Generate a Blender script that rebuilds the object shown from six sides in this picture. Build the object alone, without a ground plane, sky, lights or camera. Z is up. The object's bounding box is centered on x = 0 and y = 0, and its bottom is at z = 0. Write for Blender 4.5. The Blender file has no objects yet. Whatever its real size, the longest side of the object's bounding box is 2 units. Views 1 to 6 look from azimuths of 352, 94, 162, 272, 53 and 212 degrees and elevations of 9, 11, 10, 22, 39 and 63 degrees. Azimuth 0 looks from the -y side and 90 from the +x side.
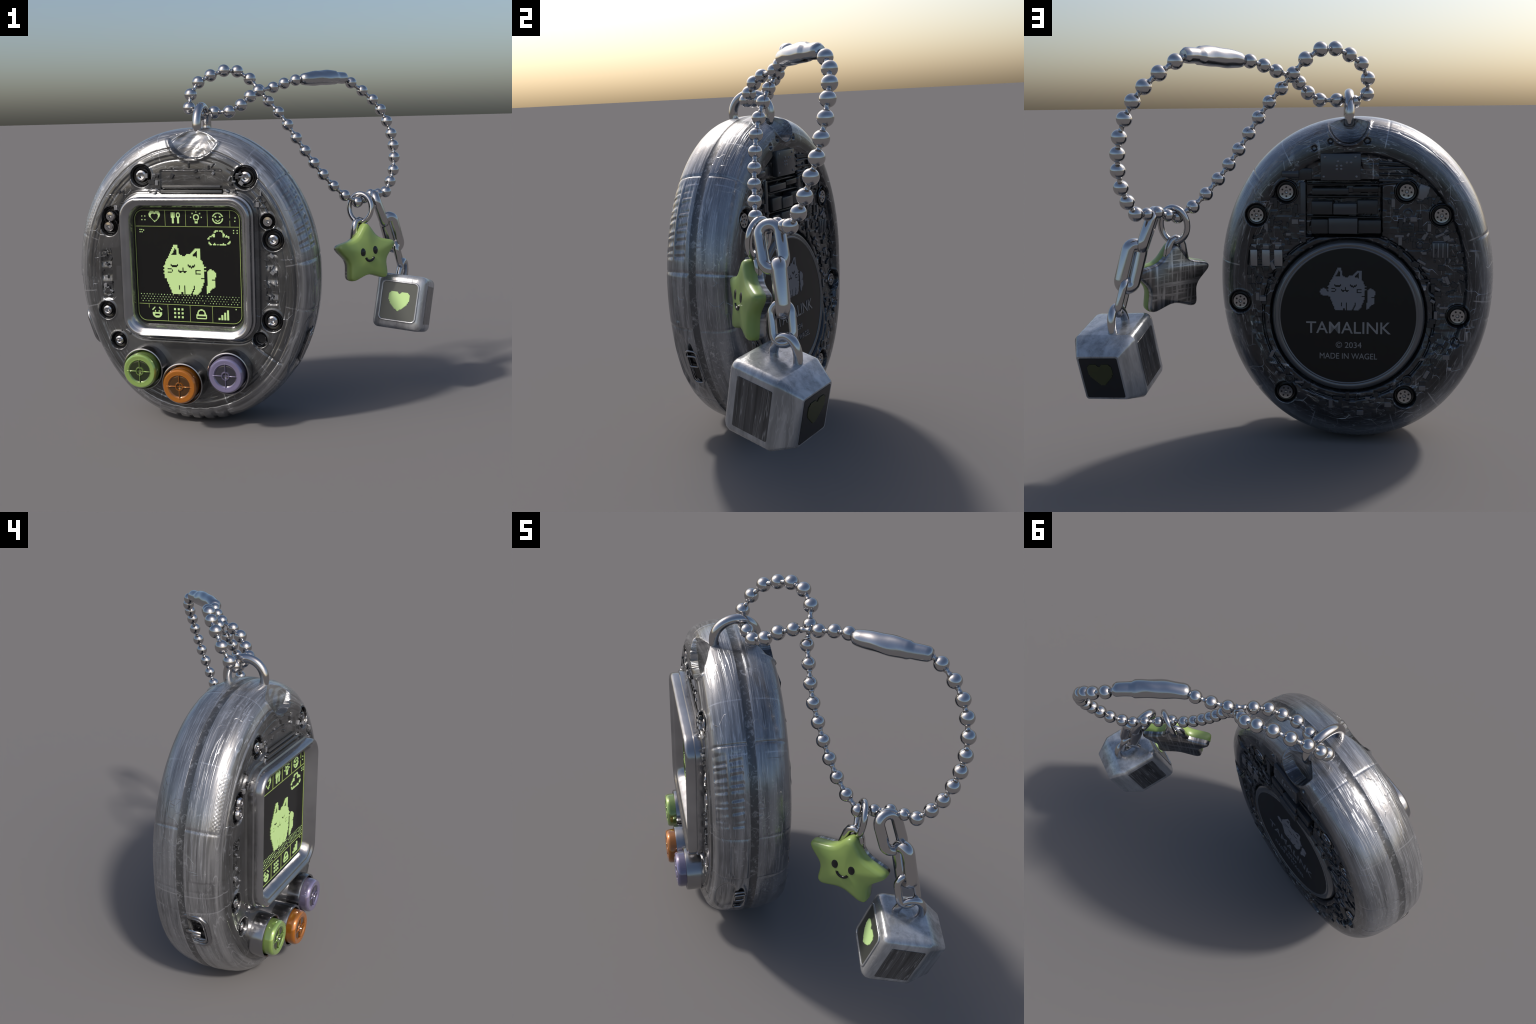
# Virtual-pet pocket toy on a ball chain with two charms, built procedurally.
import bpy, bmesh, math, random
import numpy as np
from mathutils import Vector, Matrix

random.seed(11)
RNG = np.random.default_rng(7)

# ------------------------------------------------------------------ frames
YAW = math.radians(24.15)
U = Vector((math.cos(YAW), -math.sin(YAW), 0))        # device width axis
NF = Vector((-math.sin(YAW), -math.cos(YAW), 0))      # device front normal
MID = 0.155                                           # mid plane of the device along NF
DEV = Matrix.Translation(U * -0.347 + NF * MID + Vector((0, 0, 0.782))) @ Matrix.Rotation(-YAW, 4, 'Z')
HALF_W, HALF_H, EXPO = 0.656, 0.782, 2.09              # egg outline


def L(x, n, z):
    """device-local point: x across, n out of the front (world scale), z up."""
    return (x, MID - n, z)


# ------------------------------------------------------------------ scene helpers
root = bpy.data.objects.new("virtual_pet_keychain", None)
bpy.context.collection.objects.link(root)
root["label"] = "see-through grey egg-shaped virtual pet toy on a ball chain with star and cube charms"
root["category"] = "electronic toy"


def add(name, mesh, mat=None, matrix=None, parent=None, smooth=True, angle=None, stuff=False):
    ob = bpy.data.objects.new(name, mesh)
    bpy.context.collection.objects.link(ob)
    if mat is not None and len(mesh.materials) == 0:
        mesh.materials.append(mat)
    ob.parent = parent or root
    ob.matrix_world = matrix if matrix is not None else Matrix.Identity(4)
    if parent is not None:
        ob.matrix_parent_inverse = Matrix.Identity(4)
        ob.matrix_basis = parent_world(parent).inverted() @ (matrix if matrix is not None else Matrix.Identity(4))
    WORLD[ob.name] = matrix.copy() if matrix is not None else Matrix.Identity(4)
    if smooth:
        mesh.polygons.foreach_set("use_smooth", [True] * len(mesh.polygons))
        if angle:
            mesh.set_sharp_from_angle(angle=math.radians(angle))
    if stuff:
        ob["kind"] = "stuff"
    return ob


WORLD = {}


def parent_world(p):
    return WORLD.get(p.name, Matrix.Identity(4))


def mesh_np(name, verts, quads):
    me = bpy.data.meshes.new(name)
    verts = np.asarray(verts, dtype=np.float32)
    quads = np.asarray(quads, dtype=np.int32)
    k = quads.shape[1]
    me.vertices.add(len(verts)); me.vertices.foreach_set("co", verts.ravel())
    me.loops.add(quads.size); me.loops.foreach_set("vertex_index", quads.ravel())
    me.polygons.add(len(quads)); me.polygons.foreach_set("loop_start", np.arange(0, quads.size, k, dtype=np.int32))
    me.update(calc_edges=True); me.validate()
    return me


def mesh_py(name, verts, faces):
    me = bpy.data.meshes.new(name)
    me.from_pydata([tuple(v) for v in verts], [], faces)
    me.update()
    return me


class Geo:
    """accumulates simple solids into one mesh"""
    def __init__(self):
        self.v, self.f = [], []

    def box(self, c, h, rot=0.0):
        """axis box in device local coords, c centre, h half sizes (x, depth, z); rot about the depth axis"""
        b = len(self.v); ca, sa = math.cos(rot), math.sin(rot)
        for sx in (-1, 1):
            for sy in (-1, 1):
                for sz in (-1, 1):
                    x, z = sx * h[0], sz * h[2]
                    self.v.append((c[0] + x * ca - z * sa, c[1] + sy * h[1], c[2] + x * sa + z * ca))
        for q in ((0, 1, 3, 2), (4, 6, 7, 5), (0, 4, 5, 1), (2, 3, 7, 6), (0, 2, 6, 4), (1, 5, 7, 3)):
            self.f.append(tuple(b + i for i in q))

    def lathe(self, c, prof, seg=24, axis=Vector((0, -1, 0)), lobes=None):
        """prof: (radius, height along axis)"""
        axis = Vector(axis).normalized()
        t = axis.orthogonal().normalized(); s = axis.cross(t)
        b = len(self.v)
        for r, h in prof:
            for i in range(seg):
                a = 2 * math.pi * i / seg
                self.v.append(tuple(Vector(c) + axis * h + (t * math.cos(a) + s * math.sin(a)) * r))
        for k in range(len(prof) - 1):
            for i in range(seg):
                j = (i + 1) % seg
                self.f.append((b + k * seg + i, b + k * seg + j, b + (k + 1) * seg + j, b + (k + 1) * seg + i))
        self.f.append(tuple(b + i for i in range(seg))[::-1])
        self.f.append(tuple(b + (len(prof) - 1) * seg + i for i in range(seg)))

    def tube(self, pts, r, closed=False, seg=10):
        pts = [Vector(p) for p in pts]; n = len(pts)
        rs = r if isinstance(r, (list, tuple)) else [r] * n
        tang = []
        for i in range(n):
            a = pts[(i - 1) % n] if (closed or i > 0) else pts[i]
            c = pts[(i + 1) % n] if (closed or i < n - 1) else pts[i]
            tang.append((c - a).normalized())
        nrm = tang[0].orthogonal().normalized()
        b = len(self.v)
        frames = []
        for i in range(n):
            nrm = (nrm - tang[i] * nrm.dot(tang[i])).normalized()
            frames.append((nrm.copy(), tang[i].cross(nrm)))
        for i in range(n):
            for k in range(seg):
                a = 2 * math.pi * k / seg
                self.v.append(tuple(pts[i] + (frames[i][0] * math.cos(a) + frames[i][1] * math.sin(a)) * rs[i]))
        # twist match for closed tubes
        shift = 0
        if closed:
            best = 9
            for k in range(seg):
                d = (Vector(self.v[b + k]) - Vector(self.v[b + (n - 1) * seg]))
                if d.length < best:
                    best, shift = d.length, k
        for i in range(n if closed else n - 1):
            i2 = (i + 1) % n; sh = shift if (closed and i == n - 1) else 0
            for k in range(seg):
                k2 = (k + 1) % seg
                self.f.append((b + i * seg + k, b + i * seg + k2, b + i2 * seg + (k2 + sh) % seg, b + i2 * seg + (k + sh) % seg))
        if not closed:
            self.f.append(tuple(b + k for k in range(seg))[::-1])
            self.f.append(tuple(b + (n - 1) * seg + k for k in range(seg)))

    def mesh(self, name, bevel=0.0, segs=2):
        me = mesh_py(name, self.v, self.f)
        bm = bmesh.new(); bm.from_mesh(me)
        bmesh.ops.recalc_face_normals(bm, faces=bm.faces)
        if bevel:
            eds = [e for e in bm.edges if len(e.link_faces) == 2 and e.calc_face_angle(0) > 0.6]
            bmesh.ops.bevel(bm, geom=eds, offset=bevel, segments=segs, profile=0.5, affect='EDGES', clamp_overlap=True)
        bm.to_mesh(me); bm.free()
        return me


# ------------------------------------------------------------------ materials
class NT:
    def __init__(self, name):
        self.m = bpy.data.materials.new(name); self.m.use_nodes = True
        self.t = self.m.node_tree
        self.b = self.t.nodes["Principled BSDF"]
        self.tc = self.t.nodes.new("ShaderNodeTexCoord")
        self.obj = self.tc.outputs["Object"]

    def put(self, sock, v):
        if isinstance(v, bpy.types.NodeSocket):
            self.t.links.new(v, sock)
        else:
            if sock.type == 'RGBA' and not hasattr(v, '__len__'):
                v = (v, v, v, 1)
            elif sock.type == 'RGBA' and len(v) == 3:
                v = (*v, 1)
            sock.default_value = v

    def math(self, op, a, b=0.0, c=0.0, clamp=False):
        n = self.t.nodes.new("ShaderNodeMath"); n.operation = op; n.use_clamp = clamp
        for s, v in zip(n.inputs, (a, b, c)):
            self.put(s, v)
        return n.outputs[0]

    def sep(self, v):
        n = self.t.nodes.new("ShaderNodeSeparateXYZ"); self.put(n.inputs[0], v)
        return n.outputs[0], n.outputs[1], n.outputs[2]

    def comb(self, x, y, z):
        n = self.t.nodes.new("ShaderNodeCombineXYZ")
        for s, v in zip(n.inputs, (x, y, z)):
            self.put(s, v)
        return n.outputs[0]

    def noise(self, vec, scale=5, detail=3, rough=0.5, dist=0.0):
        n = self.t.nodes.new("ShaderNodeTexNoise")
        self.put(n.inputs["Vector"], vec)
        n.inputs["Scale"].default_value = scale; n.inputs["Detail"].default_value = detail
        n.inputs["Roughness"].default_value = rough; n.inputs["Distortion"].default_value = dist
        return n.outputs[0]

    def voro(self, vec, scale=5, feature='F1', metric='EUCLIDEAN', out="Distance", rnd=1.0):
        n = self.t.nodes.new("ShaderNodeTexVoronoi"); n.feature = feature
        if feature != 'DISTANCE_TO_EDGE':
            n.distance = metric
        self.put(n.inputs["Vector"], vec); n.inputs["Scale"].default_value = scale
        n.inputs["Randomness"].default_value = rnd
        return n.outputs[out]

    def map(self, v, a, b, c=0.0, d=1.0, smooth=False):
        n = self.t.nodes.new("ShaderNodeMapRange"); n.clamp = True
        if smooth:
            n.interpolation_type = 'SMOOTHSTEP'
        for s, x in zip(n.inputs, (v, a, b, c, d)):
            self.put(s, x)
        return n.outputs[0]

    def mix(self, f, a, b):
        n = self.t.nodes.new("ShaderNodeMix"); n.data_type = 'RGBA'
        self.put(n.inputs[0], f); self.put(n.inputs[6], a); self.put(n.inputs[7], b)
        return n.outputs[2]

    def scale(self, v, s):
        n = self.t.nodes.new("ShaderNodeMapping"); self.put(n.inputs[0], v); n.inputs[3].default_value = s
        return n.outputs[0]

    def bump(self, h, strength=0.3, dist=0.01):
        n = self.t.nodes.new("ShaderNodeBump"); self.put(n.inputs["Height"], h)
        n.inputs["Strength"].default_value = strength; n.inputs["Distance"].default_value = dist
        self.t.links.new(n.outputs[0], self.b.inputs["Normal"])

    def set(self, **k):
        names = dict(color="Base Color", metal="Metallic", rough="Roughness", coat="Coat Weight", coatr="Coat Roughness",
                     spec="Specular IOR Level", sub="Subsurface Weight")
        for a, v in k.items():
            self.put(self.b.inputs[names[a]], v)
        return self.m


def plain(name, color, metal=0.0, rough=0.3, **k):
    return NT(name).set(color=color, metal=metal, rough=rough, **k)


def chrome(name, color, rough):
    g = NT(name)
    n = g.noise(g.obj, 40, 3)
    return g.set(color=color, metal=1.0, rough=g.map(n, 0.3, 0.7, rough * 0.8, rough * 1.25))


STEEL = chrome("polished_steel", (0.50, 0.49, 0.49), 0.13)
STEEL_D = chrome("dark_steel", (0.32, 0.32, 0.33), 0.2)
CHIP_METAL = plain("brushed_component_metal", (0.24, 0.24, 0.25), 0.8, 0.3)
BLACK = plain("black_gloss", (0.006, 0.006, 0.007), 0.0, 0.18)
SCREEN = plain("screen_black", (0.0065, 0.0065, 0.0065), 0.0, 0.2, spec=0.3)
DISC = plain("disc_black", (0.0062, 0.0063, 0.0065), 0.0, 0.3, spec=0.25)
PIX = plain("lit_pixel_green", (0.455, 0.645, 0.27), 0.0, 0.5, spec=0.2)
LINE = plain("screen_line_green", (0.28, 0.37, 0.115), 0.0, 0.4, spec=0.3)
GREYPRINT = plain("print_grey", (0.14, 0.14, 0.155), 0.0, 0.45)
LETTER = plain("letter_grey", (0.20, 0.21, 0.23), 0.6, 0.3)
CHIPS = [plain("chip_" + s, c, m, r) for s, c, m, r in (
    ("dark", (0.030, 0.031, 0.034), 0.4, 0.3), ("slate", (0.055, 0.058, 0.065), 0.5, 0.25), ("black", (0.012, 0.012, 0.013), 0.2, 0.25),
    ("steel", (0.16, 0.165, 0.18), 0.8, 0.3))]


def polar(g):
    """normalised egg radius, angle and depth from device-local coordinates"""
    x, y, z = g.sep(g.obj)
    xa = g.math('DIVIDE', x, HALF_W); za = g.math('DIVIDE', z, HALF_H)
    rho = g.math('SQRT', g.math('ADD', g.math('MULTIPLY', xa, xa), g.math('MULTIPLY', za, za)))
    th = g.math('ARCTAN2', za, xa)
    return x, y, z, rho, th


def shell_material(name, base_dark, base_light, face_dark, face_rho, circuit):
    """grey see-through plastic: pale drawn-out streaks round the rim, a darker inner face with pale lines"""
    g = NT(name)
    x, y, z, rho, th = polar(g)
    ct, st = g.math('COSINE', th), g.math('SINE', th)
    # streaks run round the rim: low frequency along the angle, high across
    sv = g.comb(g.math('MULTIPLY', ct, 1.1), g.math('MULTIPLY', st, 1.1), g.math('MULTIPLY', g.math('ADD', y, g.math('MULTIPLY', rho, 0.8)), 26.0))
    s1 = g.noise(sv, 1.6, 3, 0.55, 0.25)
    sv2 = g.comb(g.math('MULTIPLY', ct, 1.3), g.math('MULTIPLY', st, 1.3), g.math('MULTIPLY', g.math('SUBTRACT', y, g.math('MULTIPLY', rho, 0.5)), 60.0))
    s2 = g.noise(sv2, 1.3, 3, 0.55, 0.2)
    blot = g.noise(g.obj, 3.2, 4, 0.6)
    f = g.map(s1, 0.35, 0.66, 0.0, 0.75)
    rim = g.mix(f, base_dark, base_light)
    rim = g.mix(g.map(blot, 0.4, 0.75, 0.0, 0.35), rim, (base_light[0] * 1.25, base_light[1] * 1.25, base_light[2] * 1.27))
    hair = g.map(g.math('ABSOLUTE', g.math('SUBTRACT', s2, 0.5)), 0.0, 0.022, 0.7, 0.0)
    rim = g.mix(hair, rim, (0.50, 0.51, 0.54))
    # frosty crackle patches
    fr = g.noise(g.obj, 42, 3, 0.65, 1.2)
    frm = g.map(g.noise(g.obj, 5.5, 2, 0.5), 0.52, 0.66, 0, 1)
    rim = g.mix(g.math('MULTIPLY', g.map(fr, 0.55, 0.66, 0, 0.7), frm), rim, (0.55, 0.56, 0.59))
    # inner face
    fv = g.comb(g.math('MULTIPLY', ct, 2.0), g.math('MULTIPLY', st, 2.0), g.math('MULTIPLY', rho, 22.0))
    arc = g.map(g.math('ABSOLUTE', g.math('SUBTRACT', g.noise(fv, 1.5, 2, 0.5), 0.5)), 0.0, 0.014, 0.8, 0.0)
    cell = g.voro(g.obj, 15 if circuit else 8, 'F1', 'CHEBYCHEV', "Color", 0.9)
    cs = g.sep(cell)[0]
    edge = g.voro(g.obj, 10 if circuit else 7, 'F2', 'CHEBYCHEV')
    edge0 = g.voro(g.obj, 10 if circuit else 7, 'F1', 'CHEBYCHEV')
    ln = g.map(g.math('SUBTRACT', edge, edge0), 0.0, 0.024 if circuit else 0.02, 1.0, 0.0)
    brk = g.map(g.noise(g.obj, 9, 2), 0.48 if circuit else 0.58, 0.62, 0, 1)
    dots = g.map(g.voro(g.obj, 60), 0.10, 0.2, 1.0, 0.0)
    dotm = g.map(g.noise(g.obj, 7, 1), 0.52, 0.6, 0, 1)
    fd = face_dark
    face = g.mix(g.map(cs, 0.2, 1.0, 0.0, 0.8 if circuit else 0.5), fd, (fd[0] * 1.8, fd[1] * 1.82, fd[2] * 1.9))
    face = g.mix(g.map(blot, 0.45, 0.75, 0, 0.6), face, (fd[0] * 2.2, fd[1] * 2.2, fd[2] * 2.2))
    face = g.mix(g.math('MULTIPLY', ln, g.math('MULTIPLY', brk, 0.95 if circuit else 0.55)), face, (0.36, 0.375, 0.41))
    face = g.mix(g.math('MULTIPLY', arc, g.map(rho, 0.62, 0.75, 0, 0.9)), face, (0.32, 0.335, 0.365))
    face = g.mix(g.math('MULTIPLY', dots, g.math('MULTIPLY', dotm, 0.45 if circuit else 0.15)), face, (0.33, 0.34, 0.37))
    m = g.map(rho, face_rho - (0.10 if circuit else 0.03), face_rho + (0.04 if circuit else 0.012), 0.0, 1.0, True)
    col = g.mix(m, face, rim)
    # cross seams on the rim, thin pale lines at a few angles
    seam = None
    for deg in (8.0, -11.0, -43.0, 39.0, 58.0, 104.0, 138.0, 161.0, 186.0 - 360, 193.0 - 360, 231 - 360, 252 - 360, 290 - 360):
        d = g.math('ABSOLUTE', g.math('SUBTRACT', th, math.radians(deg)))
        s = g.map(d, 0.0, 0.007, 1.0, 0.0)
        seam = s if seam is None else g.math('MAXIMUM', seam, s)
    seam = g.math('MULTIPLY', seam, g.math('MULTIPLY', g.map(g.noise(g.obj, 6, 1), 0.40, 0.5, 0, 0.6), g.map(rho, face_rho - 0.1, face_rho - 0.08, 0, 1)))
    col = g.mix(seam, col, (0.50, 0.51, 0.54))
    hgt = g.math('ADD', g.math('MULTIPLY', s1, g.map(rho, face_rho - 0.03, face_rho + 0.02, 0, 0.5)), g.math('MULTIPLY', ln, g.math('MULTIPLY', brk, 0.6)))
    hgt = g.math('ADD', hgt, g.math('MULTIPLY', g.noise(g.obj, 9, 2, 0.5), 0.10))
    hgt = g.math('ADD', hgt, g.math('MULTIPLY', cs, g.math('SUBTRACT', 0.25, g.math('MULTIPLY', m, 0.25))))
    hgt = g.math('ADD', hgt, g.math('MULTIPLY', g.math('ADD', s2, hair), g.map(rho, face_rho - 0.06, face_rho, 0.05, 0.4)))
    g.bump(hgt, 0.32, 0.008)
    g.set(color=col, metal=0.75, rough=g.map(blot, 0.3, 0.7, 0.2, 0.3), coat=0.35, coatr=0.08)
    return g.m


FRONT = shell_material("clear_grey_front", (0.13, 0.132, 0.138), (0.40, 0.405, 0.42), (0.080, 0.081, 0.082), 0.895, False)
BACK = shell_material("clear_grey_back", (0.125, 0.13, 0.14), (0.36, 0.37, 0.395), (0.030, 0.031, 0.034), 0.935, True)


def strip_material():
    g = NT("seam_dark_speckled")
    n = g.noise(g.obj, 38, 5, 0.7, 0.8)
    return g.set(color=g.mix(g.map(n, 0.52, 0.68, 0, 0.8), (0.10, 0.102, 0.107), (0.36, 0.37, 0.39)), metal=0.7, rough=0.3)


STRIP = strip_material()


def clear_material(name, dark, light, sc):
    g = NT(name)
    n = g.noise(g.scale(g.obj, sc), 7, 4, 0.6, 0.3)
    h = g.map(g.math('ABSOLUTE', g.math('SUBTRACT', g.noise(g.scale(g.obj, sc), 12, 2), 0.5)), 0, 0.02, 0.5, 0)
    c = g.mix(g.map(n, 0.35, 0.68, 0, 1), dark, light)
    c = g.mix(h, c, (0.5, 0.51, 0.53))
    g.bump(n, 0.2, 0.01)
    return g.set(color=c, metal=0.6, rough=0.22)


CUBE = clear_material("clear_charm_plastic", (0.27, 0.275, 0.285), (0.50, 0.51, 0.53), (3.0, 3.0, 0.5))
PANEL = clear_material("clear_charm_panel", (0.055, 0.055, 0.056), (0.14, 0.14, 0.145), (5.0, 5.0, 0.25))
WINDOW = plain("charm_window", (0.075, 0.078, 0.068), 0.3, 0.25)
OLIVE = plain("dim_heart_green", (0.038, 0.043, 0.014), 0.1, 0.4)


def star_material():
    g = NT("star_green_enamel")
    n = g.noise(g.obj, 6, 2)
    return g.set(color=g.mix(g.map(n, 0.3, 0.7, 0, 1), (0.205, 0.30, 0.085), (0.27, 0.37, 0.10)), rough=0.36, spec=0.5, coat=0.15, coatr=0.2)


STAR = star_material()


def brushed():
    g = NT("scuffed_backing_metal")
    a = g.noise(g.scale(g.obj, (30, 2, 2)), 3, 3); b = g.noise(g.scale(g.obj, (2, 2, 30)), 3, 3)
    return g.set(color=g.mix(g.map(g.math('MAXIMUM', a, b), 0.5, 0.72, 0, 1), (0.16, 0.16, 0.16), (0.5, 0.5, 0.51)), metal=1.0, rough=0.3)


BACKING = brushed()


def tinted(name, col, dark):
    """opaque tinted button: rim highlight coloured in as a bright ring, centre and sides darkened (radial, about the button axis)"""
    g = NT(name)
    x, y, z = g.sep(g.obj)
    r = g.math('SQRT', g.math('ADD', g.math('MULTIPLY', x, x), g.math('MULTIPLY', z, z)))
    c = g.mix(g.map(r, 0.054, 0.062, 0, 1), dark, col)
    ring = g.map(g.math('ABSOLUTE', g.math('SUBTRACT', r, 0.020)), 0.0, 0.006, 1, 0)
    c = g.mix(g.math('MULTIPLY', ring, 0.6), c, col)
    cross = g.map(g.math('MINIMUM', g.math('ABSOLUTE', x), g.math('ABSOLUTE', z)), 0.0015, 0.003, 0.7, 0)
    c = g.mix(g.math('MULTIPLY', cross, g.map(r, 0.052, 0.054, 1, 0)), c, col)
    c = g.mix(g.map(r, 0.087, 0.0925, 0, 0.55), c, dark)
    return g.set(color=c, metal=0.5, rough=0.12, coat=1.0, coatr=0.04)


# ------------------------------------------------------------------ device shell
def sstep(a, b, x):
    t = np.clip((x - a) / (b - a), 0, 1)
    return t * t * (3 - 2 * t)


def rrect_sdf(x, z, cx, cz, hx, hz, r):
    qx, qz = np.abs(x - cx) - (hx - r), np.abs(z - cz) - (hz - r)
    return np.hypot(np.maximum(qx, 0), np.maximum(qz, 0)) + np.minimum(np.maximum(qx, qz), 0) - r


def capsule_sdf(x, z, a, b, r):
    ax, az = a; bx, bz = b[0] - ax, b[1] - az
    t = np.clip(((x - ax) * bx + (z - az) * bz) / max(bx * bx + bz * bz, 1e-9), 0, 1)
    return np.hypot(x - ax - t * bx, z - az - t * bz) - r


def fnoise(x, y, z, f, seed):
    """cheap smooth noise: sum of incommensurate sines"""
    r = np.random.default_rng(seed); s = np.zeros_like(x)
    for _ in range(7):
        k = r.normal(size=3) * f
        s += np.sin(k[0] * x + k[1] * y + k[2] * z + r.uniform(0, 6.28))
    return s / 7


def groove(d, w, depth):
    return -depth * np.exp(-(d / w) ** 2)


# front hardware positions (x, z)
F_SCREWS = [((-0.236, 0.543), 0.055, 'socket'), ((0.321, 0.531), 0.057, 'socket'), ((0.461, 0.219), 0.052, 'socket'),
            ((0.449, -0.196), 0.052, 'socket'), ((-0.463, -0.172), 0.046, 'socket'), ((-0.403, -0.335), 0.044, 'socket'),
            ((0.384, -0.295), 0.036, 'pit'), ((0.434, 0.312), 0.036, 'flat')]
DOUBLE = ((-0.418, 0.333), (-0.431, 0.279))
B_SCREWS = [(0.321, 0.439), (0.464, 0.329), (0.548, -0.087), (0.330, -0.528), (-0.238, -0.536), (-0.480, -0.147), (-0.397, 0.329), (-0.236, 0.440)]
BEZ = dict(cx=0.010, cz=0.074, hx=0.352, hz=0.368)
BUTTONS = [((-0.238, -0.462), 0.466), ((-0.012, -0.523), 0.490), ((0.230, -0.460), 0.466)]
DISC_C, DISC_R = (0.033, -0.150), 0.352


def front_relief(x, z, rho):
    d = np.zeros_like(x)
    for (cx, cz), r, kind in F_SCREWS:
        q = np.hypot(x - cx, z - cz)
        d -= 0.045 * sstep(r + 0.004, r - 0.004, q)
        d += 0.004 * np.exp(-((q - r - 0.006) / 0.006) ** 2)
    q = capsule_sdf(x, z, DOUBLE[0], DOUBLE[1], 0.048)
    d -= 0.045 * sstep(0.004, -0.004, q)
    b = rrect_sdf(x, z, BEZ['cx'], BEZ['cz'], BEZ['hx'] + 0.02, BEZ['hz'] + 0.02, 0.12)
    d += groove(b, 0.010, 0.010)
    # slot plate above the bezel, plate below it
    s = rrect_sdf(x, z, 0.036, 0.525, 0.165, 0.045, 0.01)
    d -= 0.006 * sstep(0.004, -0.004, s)
    s = rrect_sdf(x, z, 0.036, 0.470, 0.165, 0.014, 0.006)
    d -= 0.010 * sstep(0.003, -0.003, s)
    # concentric lines of the inner chassis
    outside = sstep(0.0, 0.02, b)
    d += groove(rho - 0.875, 0.006, 0.006)
    d += groove(rho - 0.80, 0.004, 0.004) * outside * sstep(0.1, 0.3, np.abs(np.sin(np.arctan2(z, x) * 2.5)))
    d -= 0.004 * sstep(0.835, 0.828, rho) * outside
    # side chassis pillars
    for cx, w in ((-0.455, 0.03), (0.452, 0.03)):
        s = rrect_sdf(x, z, cx, 0.02, w, 0.13, 0.015)
        d -= (0.007 + 0.004 * np.sin(z * 85) + 0.003 * fnoise(x, x, z, 90, 3)) * sstep(0.004, -0.004, s)
    # diagonal split line lower right
    s = capsule_sdf(x, z, (0.36, -0.33), (0.56, -0.47), 0.0)
    d += groove(s, 0.005, 0.007)
    # craze of moulded fittings
    d += 0.0010 * fnoise(x, z, x * z, 40, 5) * sstep(0.02, 0.05, b) * sstep(0.89, 0.85, rho)
    return d


def bowl(x, z, cx, cz, rx, rz):
    return np.hypot((x - cx) / rx, (z - cz) / rz)


def sink(x, z):
    """how far the circuit board lies under the clear back cover"""
    return (0.014 + 0.012 * sstep(0.05, -0.25, x)) * sstep(-0.40, -0.15, z) * sstep(0.68, 0.62, z)


def back_relief(x, z, rho):
    d = np.zeros_like(x)
    for cx, cz in B_SCREWS:
        q = np.hypot(x - cx, z - cz)
        d -= 0.035 * sstep(0.056, 0.048, q)
        d += 0.003 * np.exp(-((q - 0.058) / 0.004) ** 2)
    q = np.hypot(x - DISC_C[0], z - DISC_C[1])
    d -= 0.030 * sstep(0.012, -0.004, q - DISC_R - 0.012)
    d += groove(q - 0.405, 0.006, 0.012)
    s = rrect_sdf(x, z, 0.056, 0.36, 0.178, 0.132, 0.01)
    d -= 0.045 * sstep(0.004, -0.004, s)
    for (cx, cz, r) in ((0.115, 0.672, 0.012), (-0.053, 0.672, 0.014), (0.19, 0.64, 0.012), (0.31, -0.46, 0.018), (-0.47, -0.27, 0.02), (-0.25, -0.45, 0.018)):
        q = np.hypot(x - cx, z - cz)
        d -= 0.014 * sstep(r + 0.003, r - 0.003, q)
    # circuit-like blocky relief
    bx, bz = np.floor(x / 0.034 + 0.3 * np.sin(z * 40)), np.floor(z / 0.027)
    h = np.sin(bx * 12.9898 + bz * 78.233) * 43758.5453
    h = h - np.floor(h)
    d += (h - 0.5) * 0.004 * sstep(0.80, 0.74, rho)
    d -= sink(x, z) * sstep(0.80, 0.77, rho)
    d += 0.0015 * fnoise(x, z, x - z, 50, 9) * sstep(0.82, 0.76, rho)
    return d


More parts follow.
